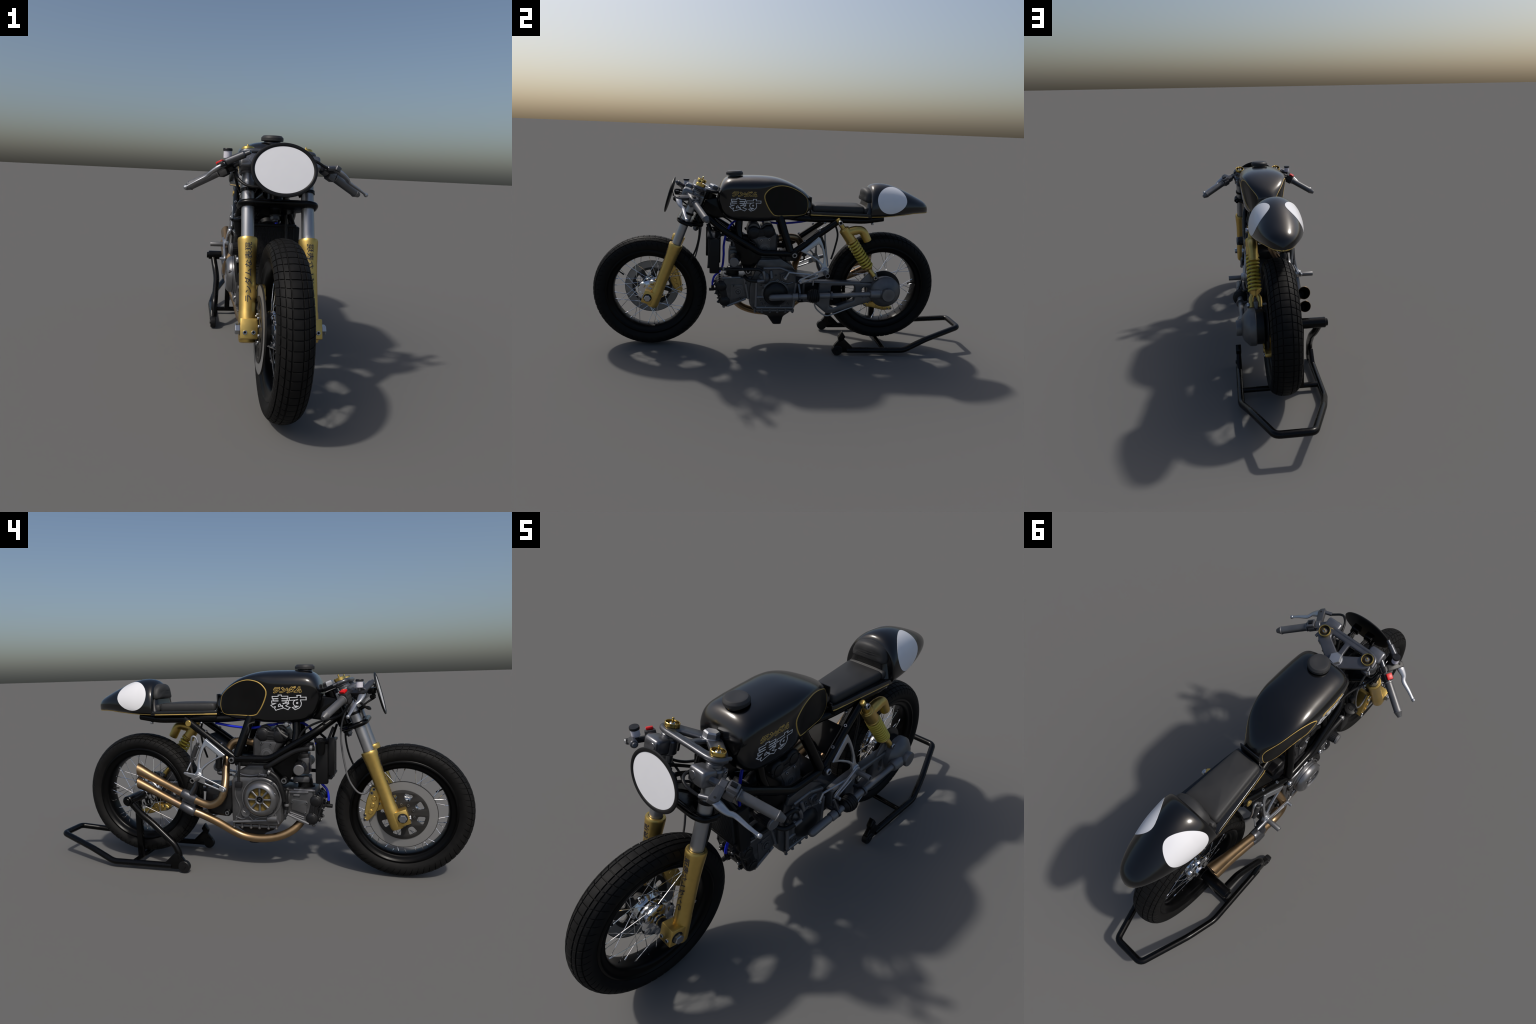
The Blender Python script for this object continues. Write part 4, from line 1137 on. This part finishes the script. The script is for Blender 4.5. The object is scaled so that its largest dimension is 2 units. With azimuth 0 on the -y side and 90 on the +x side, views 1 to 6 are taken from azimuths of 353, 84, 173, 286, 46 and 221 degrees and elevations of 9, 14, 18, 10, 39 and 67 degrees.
b = B()
lathe(b, [(0.003, -0.014), (0.009, -0.012), (0.013, -0.004), (0.013, 0.004), (0.009, 0.010), (0.001, 0.011)], (-0.075, -0.208, 0.681), (-1, 0, 0), 24)
rod(b, (-0.075, -0.225, 0.680), (-0.075, -0.19, 0.681), 0.005); rod(b, (-0.072, -0.19, 0.681), (-0.072, -0.168, 0.680), 0.003)
new("fuel_tap", b, ALLOY, BIKE)

# ================================================================== exhaust
EXH = None
def pipe(name, pts, radii_tab, parent, n=8, end_y=None):
    P = curve(pts, n)
    L = [0]
    for p, q in zip(P, P[1:]): L.append(L[-1] + (q - p).length)
    R = [lerp(radii_tab, l / L[-1]) for l in L]
    b = B()
    tube(b, P, R, 28, cap=False, end_y=end_y)
    o = new(name, b, BRONZE, parent, 60)
    b = B()
    tube(b, P[-14:], [r - 0.0014 for r in R[-14:]], 28, cap=False, end_y=end_y)
    t = bmesh.new()
    new("pipe_bore", b, NEAR_BLACK, o, 60)
    # rolled lip closing the wall
    b = B()
    a = (P[-1] - P[-2]).normalized()
    ring = []
    ax, ay, _ = axes(a)
    lipP = []
    for k in range(28):
        q = P[-1] + (R[-1] - 0.0007) * (cos(2 * pi * k / 28) * ax + sin(2 * pi * k / 28) * ay)
        if end_y is not None: q = q + a * ((end_y - q.y) / a.y)
        lipP.append(q)
    tube(b, lipP, 0.0009, 6, loop=True)
    new("pipe_lip", b, BRONZE, o, 60)
    return o
EXH = pipe("exhaust", [(0.0, -0.045, 0.585), (0.0, 0.015, 0.597), (-0.003, 0.062, 0.590), (-0.012, 0.087, 0.558), (-0.030, 0.091, 0.520), (-0.062, 0.086, 0.478), (-0.098, 0.078, 0.428), (-0.122, 0.077, 0.390), (-0.130, 0.086, 0.356), (-0.132, 0.108, 0.330), (-0.130, 0.150, 0.316), (-0.127, 0.204, 0.330), (-0.124, 0.26, 0.356), (-0.120, 0.34, 0.392), (-0.116, 0.43, 0.4325), (-0.113, 0.505, 0.4690)],
     [(0, 0.0180), (0.62, 0.0180), (0.84, 0.0185), (0.90, 0.0208), (0.95, 0.0242), (1, 0.0272)], BIKE, 8, 0.506)
EXH.name = "exhaust_pipe"
p2 = pipe("exhaust_pipe", [(-0.010, -0.262, 0.250), (-0.030, -0.252, 0.222), (-0.048, -0.215, 0.188), (-0.062, -0.155, 0.162), (-0.070, -0.082, 0.151), (-0.073, -0.008, 0.157), (-0.079, 0.050, 0.180), (-0.097, 0.122, 0.226), (-0.114, 0.196, 0.265), (-0.122, 0.262, 0.292), (-0.121, 0.34, 0.327), (-0.119, 0.43, 0.370), (-0.118, 0.505, 0.4045)],
     [(0, 0.0190), (0.66, 0.0185), (0.86, 0.0186), (0.92, 0.0204), (1, 0.0248)], BIKE, 8, 0.5075)
b = B()
u1 = V((0, 0.86, 0.43)).normalized()
for c in (V((-0.1245, 0.250, 0.3515)), V((-0.1215, 0.2585, 0.2910))):
    lathe(b, [(0.0185, -0.038), (0.0205, -0.036), (0.0225, -0.020), (0.0240, 0.0), (0.0225, 0.020), (0.0210, 0.036), (0.0190, 0.038)], c, u1, 36)
block(b, (-0.114, 0.258, 0.318), (0.016, 0.070, 0.06), Matrix.Rotation(radians(26), 3, "X"), 0.004)
tube(b, [(-0.120, 0.235, 0.365), (-0.122, 0.213, 0.405), (-0.124, 0.203, 0.440)], [0.026, 0.019, 0.013], 16, flat=0.55)
new("exhaust_clamp", b, GUN, EXH, 40)
b = B(); rod(b, (-0.008, -0.264, 0.256), (-0.02, -0.257, 0.236), 0.025)
rod(b, (0, -0.058, 0.583), (0, -0.035, 0.587), 0.024)
new("exhaust_flange", b, COVER, EXH)

# ================================================================== rearsets
def hanger_T(s):
    """Plane of the footpeg hanger: leans outward as it goes down."""
    z0, z1, x0, x1 = 0.615, 0.450, 0.102, 0.131
    sl = (x1 - x0) / (z0 - z1)
    up = V((-s * sl, 0, 1)).normalized(); e = V((0, 1, 0)); n = e.cross(up)
    return Matrix.Translation((s * (x0 + z0 * sl), 0, 0)) @ Matrix((e, up, n)).transposed().to_4x4(), sl
for s in (-1, 1):
    T, sl = hanger_T(s)
    k = math.sqrt(1 + sl * sl)
    ff = lambda L: [(y, z * k) for y, z in L]
    outer = [(0.1675, 0.6190), (0.066, 0.5450), (0.078, 0.5400), (0.110, 0.5265), (0.150, 0.502), (0.176, 0.478), (0.180, 0.445), (0.200, 0.428), (0.216, 0.448), (0.203, 0.478), (0.200, 0.510), (0.194, 0.545), (0.184, 0.580)]
    hole = [(0.1600, 0.5830), (0.1000, 0.5400), (0.130, 0.525), (0.165, 0.503), (0.186, 0.482), (0.189, 0.510), (0.183, 0.545), (0.172, 0.575)]
    b = B()
    prism(b, [fillet(ff(outer), 0.006, 3, True), fillet(ff(hole), 0.004, 3, True)], T, 0.011, 0.0035, 2)
    rod(b, (s * 0.120, 0.197, 0.4470), (s * 0.140, 0.197, 0.4470), 0.0225, 0.004, 32)
    block(b, (s * 0.101, 0.118, 0.583), (0.012, 0.115, 0.018), Matrix.Rotation(radians(36), 3, "X"), 0.003)
    rs = new("footrest_hanger", b, ALLOY, BIKE, 40)
    b = B()
    lathe(b, [(0.0085, 0.128), (0.0140, 0.128), (0.0140, 0.146), (0.0112, 0.148), (0.0112, 0.2055), (0.0104, 0.2068), (0.0078, 0.2068), (0.0075, 0.150)], (0, 0.1965, 0.4420), (s, 0, 0), 28)
    new("footpeg", b, DULL, rs)
    b = B()
    arm = [(0.196, 0.465), (0.180, 0.456), (0.066, 0.404), (0.058, 0.393), (0.068, 0.380), (0.080, 0.382), (0.192, 0.425), (0.212, 0.434), (0.213, 0.456)]
    slot_ = [(0.160, 0.438), (0.092, 0.407), (0.095, 0.397), (0.160, 0.421)]
    prism(b, [fillet(arm, 0.006, 3, True), fillet(slot_, 0.003, 3, True)], side(s * 0.1415), 0.010, 0.003, 2)
    rod(b, (s * 0.140, 0.0690, 0.3920), (s * 0.166, 0.0690, 0.3920), 0.0068)
    if s < 0:
        prism(b, [fillet([(0.205, 0.461), (0.215, 0.440), (0.240, 0.448), (0.264, 0.460), (0.262, 0.470), (0.245, 0.468)], 0.004, 3, True)], side(s * 0.1415), 0.009, 0.003, 2)
    new("brake_pedal" if s < 0 else "shift_pedal", b, ALLOY, rs, 40)
    if s > 0:
        b = B()
        tube(b, [(0.124, 0.012, 0.434), (0.130, 0.10, 0.428), (0.134, 0.165, 0.424)], 0.0042, 10)
        tube(b, [(0.124, 0.014, 0.436), (0.122, -0.004, 0.404)], 0.0055, 10)
        rod(b, (0.112, -0.005, 0.402), (0.130, -0.005, 0.402), 0.007)
        tube(b, curve([(0.132, 0.196, 0.425), (0.128, 0.160, 0.418), (0.120, 0.145, 0.395), (0.118, 0.142, 0.365)], 5), 0.004, 10)
        new("shift_rod", b, ALLOY, rs)
    else:
        b = B()
        u = V((0, 0.034, -0.082)).normalized(); q = V((-0.104, 0.203, 0.598))
        lathe(b, [(0.004, -0.004), (0.0085, 0.0), (0.0085, 0.014), (0.0125, 0.016), (0.0125, 0.070), (0.0105, 0.072), (0.0105, 0.094), (0.003, 0.096)], q, u, 24)
        new("pedal_cylinder", b, CAP, rs)
        b = B()
        tube(b, [q + u * 0.09, (-0.125, 0.255, 0.470)], 0.0035, 8)
        tube(b, curve([q + u * -0.002, q + V((0, 0.008, 0.024)), q + V((-0.002, 0.024, 0.030)), (-0.104, 0.236, 0.600), (-0.100, 0.240, 0.55), (-0.09, 0.248, 0.49), (-0.06, 0.255, 0.42)], 7), 0.0048, 10)
        block(b, q + u * 0.05 + V((0, -0.014, 0)), (0.008, 0.012, 0.075), Matrix.Rotation(radians(23), 3, "X"), 0.002)
        new("brake_pushrod", b, ALLOY, rs)
        bolt(q + u * 0.022 + V((-0.006, -0.016, 0)), (-1, 0, 0), 0.0062, rs); bolt(q + u * 0.078 + V((-0.006, -0.012, 0)), (-1, 0, 0), 0.0062, rs)
# inboard brake fluid bottle hanging in the triangle
b = B()
lathe(b, [(0.010, 0), (0.0155, 0.004), (0.0160, 0.05), (0.012, 0.058)], (-0.070, 0.120, 0.475), (0, -0.10, 1), 24)
block(b, (-0.06, 0.112, 0.56), (0.03, 0.05, 0.035), Matrix.Rotation(radians(35), 3, "X"), 0.004)
tube(b, curve([(-0.07, 0.12, 0.475), (-0.075, 0.12, 0.455), (-0.08, 0.09, 0.45), (-0.09, 0.05, 0.452)], 5), 0.005, 8)
new("fluid_bottle", b, COVER, BIKE)

# ================================================================== swingarm and shaft drive
b = B()
so = [(0.090, 0.384), (0.300, 0.384), (0.460, 0.377), (0.500, 0.372), (0.510, 0.290), (0.430, 0.262), (0.300, 0.222), (0.245, 0.204), (0.222, 0.206), (0.155, 0.262), (0.095, 0.270)]
h1 = [(0.243, 0.3590), (0.366, 0.3610), (0.374, 0.345), (0.372, 0.280), (0.255, 0.238), (0.240, 0.245)]
h2 = [(0.102, 0.368), (0.176, 0.369), (0.176, 0.268), (0.160, 0.274), (0.102, 0.290)]
h3 = [(0.410, 0.350), (0.440, 0.352), (0.440, 0.300), (0.413, 0.296)]
prism(b, [fillet(so, 0.010, 4, True)] + [fillet(h, 0.008, 3, True) for h in (h1, h2, h3)], side(0.088), 0.044, 0.008, 2)
prism(b, [fillet([(0.395, 0.378), (0.440, 0.428), (0.486, 0.424), (0.500, 0.380)], 0.006, 3, True)], side(0.096), 0.014, 0.003)
ARM = new("swingarm", b, DULL, BIKE, 40)
b = B()
prism(b, [fillet([(0.050, 0.400), (0.182, 0.383), (0.192, 0.30), (0.168, 0.258), (0.075, 0.250), (0.050, 0.30)], 0.012, 4, True)], side(-0.005), 0.160, 0.012, 2)
block(b, (-0.088, 0.125, 0.330), (0.010, 0.048, 0.050), None, 0.004)
new("swingarm_pivot", b, COVER, ARM, 40)
b = B(); rod(b, (-0.080, 0.076, 0.272), (-0.092, 0.076, 0.272), 0.0165); new("pivot_boss", b, FRAME, ARM)
bolt((-0.0915, 0.076, 0.272), (-1, 0, 0), 0.0105, ARM)
# shaft tube
A, C = V((0.1505, -0.074, 0.3065)), V((0.158, 0.440, 0.3320))
def on(t): return A.lerp(C, (t + 0.074) / 0.514)
b = B()
d = C - A
def turned(b, y0, y1, r, ch=0.002, r1=None): rod(b, on(y0), on(y1), r, ch, 32, r1)
lathe(b, [(0.004, -0.0165), (0.011, -0.013), (0.0150, -0.007), (0.0165, 0.0), (0.0165, 0.096)], A, d, 32)
turned(b, 0.018, 0.034, 0.0135); turned(b, 0.030, 0.064, 0.0190, 0.004); turned(b, 0.060, 0.118, 0.0130); turned(b, 0.165, 0.445, 0.0128)
turned(b, 0.168, 0.232, 0.0148, 0.004)
turned(b, 0.438, 0.492, 0.0225, 0.004, 0.0250)
new("shaft_tube", b, DULL, ARM, 40)
b = B()
for y, r in ((0.0695, 0.0205), (0.236, 0.0215)):
    lathe(b, [(r, -0.005), (r, 0.005), (r - 0.006, 0.005), (r - 0.006, -0.005)], on(y), d, 32, loop=True)
    block(b, on(y) + V((-0.024, 0.0, 0.004)), (0.050, 0.012, 0.014), None, 0.003)
tube(b, [on(0.0695) + V((0.006, 0, 0.020)), on(0.066) + V((-0.012, -0.004, 0.065))], 0.006, 8)
new("shaft_bracket", b, GUN, ARM)
b = B()   # ribbed rubber gaiter
prof = [(0.016, 0.0)]
for i in range(6):
    h = 0.006 + i * 0.0095; r = lerp([(0, 0.026), (0.02, 0.036), (0.04, 0.038), (0.06, 0.030)], h)
    prof += [(r - 0.003, h), (r, h + 0.003), (r, h + 0.0055), (r - 0.003, h + 0.0085)]
prof += [(0.016, 0.066)]
lathe(b, prof, on(0.106), d, 36)
new("gaiter", b, HOSE, ARM, 25)
# final drive housing
fd = V((0, 0.5290, 0.3345))
b = B()
lathe(b, [(0.074, 0.103), (0.080, 0.104), (0.082, 0.107), (0.082, 0.128), (0.080, 0.134), (0.060, 0.154), (0.050, 0.160), (0.038, 0.164), (0.0345, 0.167), (0.0340, 0.186), (0.032, 0.1895), (0.001, 0.1900)], fd, (1, 0, 0), 72)
lathe(b, [(0.0225, 0), (0.0245, 0.03), (0.020, 0.062)], on(0.455) + V((-0.002, 0, 0)), d, 28)
new("final_drive", b, DULL, ARM, 30)
b = B()
lathe(b, [(0.030, 0.040), (0.070, 0.070), (0.0765, 0.072), (0.0765, 0.1045)], fd, (1, 0, 0), 64)
new("drive_hub", b, COVER, ARM)
b = B()
lathe(b, [(0.060, 0.0545), (0.098, 0.0545), (0.098, 0.0590), (0.060, 0.0590)], (0, RW.y + 0.004, RW.z), (1, 0, 0), 72, loop=True)
lathe(b, [(0.03, 0.050), (0.064, 0.0535), (0.064, 0.060), (0.03, 0.066)], (0, RW.y + 0.004, RW.z), (1, 0, 0), 40)
new("brake_disc", b, COVER, rear)
# brake caliper under the final drive
b = B()
prism(b, [fillet([(0.430, 0.250), (0.450, 0.266), (0.500, 0.262), (0.540, 0.245), (0.595, 0.232), (0.597, 0.216), (0.545, 0.212), (0.490, 0.226), (0.440, 0.234)], 0.006, 3, True)], side(0.052), 0.040, 0.004, 2)
block(b, (0.044, 0.500, 0.262), (0.030, 0.05, 0.03), None, 0.004)
for y, z in ((0.470, 0.249), (0.510, 0.242), (0.550, 0.231)):
    for s in (-1, 1): rod(b, (0.052 + s * 0.018, y, z), (0.052 + s * 0.0235, y, z), 0.0095)
rc_ = new("brake_caliper", b, GOLD, ARM, 40)
for y, z in ((0.443, 0.243), (0.457, 0.258), (0.588, 0.223), (0.57, 0.222)):
    bolt((0.0715, y, z), (1, 0, 0), 0.0055, ARM); bolt((0.0325, y, z), (-1, 0, 0), 0.0055, ARM)
b = B()
tube(b, curve([(0.120, 0.150, 0.300), (0.118, 0.160, 0.250), (0.116, 0.185, 0.218), (0.114, 0.222, 0.196), (0.112, 0.262, 0.204), (0.105, 0.340, 0.232), (0.095, 0.400, 0.253), (0.075, 0.425, 0.250), (0.06, 0.436, 0.245)], 7), 0.0042, 10)
new("brake_line", b, STEEL, ARM)

# ================================================================== shock absorber
sx = 0.097
S0, S1 = V((sx, 0.2620, 0.7010)), V((sx, 0.4690, 0.4120))
sd = (S1 - S0).normalized(); Ls = (S1 - S0).length
at = lambda t: S0 + sd * t
b = B()
rod(b, at(-0.018), at(0.062), 0.0125, 0.003)
rod(b, at(0.043), at(0.052), 0.0215, 0.003)
rod(b, at(0.047), at(0.122), 0.0275, 0.003, 40)
rod(b, at(0.118), at(0.130), 0.0300, 0.004, 40)
rod(b, at(0.120), at(Ls - 0.06), 0.0115)
rod(b, at(Ls - 0.070), at(Ls - 0.058), 0.0290, 0.004, 40)
lathe(b, [(0.026, 0), (0.020, 0.010), (0.014, 0.022)], at(Ls - 0.060), sd, 32)
for s in (-1, 1):
    tube(b, [at(Ls - 0.045) + V((s * 0.010, 0, 0)), at(Ls - 0.030) + V((s * 0.018, 0, 0)), at(Ls + 0.012) + V((s * 0.0185, 0, 0))], [0.011, 0.0115, 0.0125], 14, flat=1.0)
# piggyback reservoir joined by an arched bridge
side_d = V((0, -sd.z, sd.y)); side_d = side_d if side_d.y > 0 else -side_d
tube(b, fillet([(sx, 0.305, 0.642), (sx, 0.340, 0.6560), (sx, 0.388, 0.6620), (sx, 0.4200, 0.6030)], [0, 0.02, 0.024, 0], 8), [0.0235] * 10 + [0.0215] * 9 + [0.0205], 28, flat=1.0)
rod(b, (sx, 0.392, 0.652), (sx, 0.4190, 0.6045), 0.0215, 0.003, 32)
SHK = new("shock_absorber", b, GOLD, BIKE, 40)
b = B()
turns, n = 9.5, 300
t0, t1 = 0.131, Ls - 0.064
a_, c_, _ = axes(sd)
path = []
for i in range(n + 1):
    f = i / n; a = 2 * pi * turns * f
    path.append(at(t0 + (t1 - t0) * f) + 0.0262 * (cos(a) * a_ + sin(a) * c_))
tube(b, path, 0.0054, 10)
new("coil_spring", b, SPRING, SHK, 60)
bolt((0.108, S0.y + 0.004, S0.z - 0.004), (1, 0, 0), 0.0125, SHK)
bolt((0.1255, S1.y, S1.z), (1, 0, 0), 0.0115, SHK)
b = B()
rod(b, (-0.088, 0.247, 0.688), (-0.104, 0.247, 0.688), 0.0140)
new("cross_shaft_cap", b, GOLD, SHK)
b = B(); rod(b, (0.050, S1.y, S1.z), (0.12, S1.y, S1.z), 0.0075); block(b, (sx, S1.y, S1.z - 0.006), (0.020, 0.03, 0.05), None, 0.005); new("shock_mount", b, DULL, SHK)

# ================================================================== front caliper
b = B()
co = [(-0.592, 0.418), (-0.574, 0.416), (-0.568, 0.392), (-0.556, 0.360), (-0.549, 0.320), (-0.543, 0.268), (-0.562, 0.266), (-0.590, 0.296), (-0.606, 0.330), (-0.612, 0.375), (-0.604, 0.405)]
prism(b, [fillet(co, 0.006, 3, True)], side(-0.0690), 0.059, 0.005, 2)
block(b, (-0.084, -0.600, 0.338), (0.016, 0.060, 0.05), FR, 0.004)
for y, z in ((-0.587, 0.3680), (-0.581, 0.3390), (-0.5735, 0.3095)):
    rod(b, (-0.098, y, z), (-0.1035, y, z), 0.0105, 0.0025, 28)
    rod(b, (-0.040, y, z), (-0.036, y, z), 0.0105, 0.0025, 28)
cal = new("brake_caliper", b, GOLD, FORK, 40)
for y, z in ((-0.586, 0.408), (-0.577, 0.392), (-0.549, 0.294), (-0.549, 0.273)):
    bolt((-0.0985, y, z), (-1, 0, 0), 0.0068, FORK)
for y, z in ((-0.618, 0.345),): bolt((-0.0915, y + 0.01, z), (-1, 0, 0), 0.006, FORK)

# ================================================================== paddock stand
def sp(x, y, z): return V((x, y - 0.6, z))
LB2 = (0.150, 0.770, 0.0735)
b = B()
loopL = [sp(0.180, 0.330, 0.0270), sp(0.1845, 0.640, 0.0270), sp(*LB2), sp(0.0740, 0.9835, 0.1150), sp(-0.0740, 0.9835, 0.1150), sp(-0.150, 0.770, 0.0735), sp(-0.1800, 0.640, 0.0270), sp(-0.1780, 0.330, 0.0270)]
tube(b, fillet(loopL, 0.022, 5), 0.0150, 20)
rod(b, sp(0.180, 0.536, 0.0265), sp(-0.178, 0.536, 0.0265), 0.0122)
tube(b, fillet([sp(-0.180, 0.535, 0.338), sp(-0.166, 0.480, 0.265), sp(-0.160, 0.430, 0.225), sp(-0.172, 0.302, 0.118), sp(-0.174, 0.290, 0.050)], 0.03, 6), 0.0160, 20)
block(b, sp(-0.092, 0.534, 0.175), (0.027, 0.029, 0.300), None, 0.004)
FRAME_ST = new("stand_frame", b, FRAME, STAND, 40)
b = B()
rod(b, sp(-0.068, 0.529, 0.3345), sp(-0.204, 0.529, 0.3345), 0.0235, 0.003, 32)
rod(b, sp(-0.200, 0.529, 0.3345), sp(-0.2135, 0.529, 0.3345), 0.0165, 0.002, 28)
rod(b, sp(-0.036, 0.529, 0.3345), sp(-0.070, 0.529, 0.3345), 0.0155, 0.002, 28)
new("lifting_pin", b, FRAME, STAND)
for s in (-1, 1):
    b = B()
    prism(b, [fillet([(0.370 - 0.6, 0.016), (0.370 - 0.6, 0.036), (0.312 - 0.6, 0.092), (0.290 - 0.6, 0.090), (0.262 - 0.6, 0.055), (0.262 - 0.6, 0.030), (0.300 - 0.6, 0.014)], 0.006, 3, True)], side(s * 0.178), 0.022, 0.003)
    if s > 0:
        prism(b, [fillet([(0.300 - 0.6, 0.134), (0.318 - 0.6, 0.106), (0.308 - 0.6, 0.085), (0.285 - 0.6, 0.075), (0.280 - 0.6, 0.100)], 0.003, 2, True)], side(0.178), 0.026, 0.003)
    new("gusset_plate", b, FRAME, STAND)
    b = B()
    lathe(b, [(0.010, -0.013), (0.025, -0.013), (0.028, -0.010), (0.0285, 0), (0.028, 0.010), (0.025, 0.013), (0.010, 0.013), (0.009, 0.017), (0.001, 0.017)], sp(s * 0.178, 0.281 if s > 0 else 0.268, 0.0285), (s, 0, 0), 36)
    new("stand_wheel", b, PLASTIC, STAND)

# keep the hierarchy to thing > part > sub-part
for o in list(bpy.data.objects):
    while o.parent and o.parent.parent and o.parent.parent.parent:
        o.parent = o.parent.parent
bpy.context.view_layer.update()
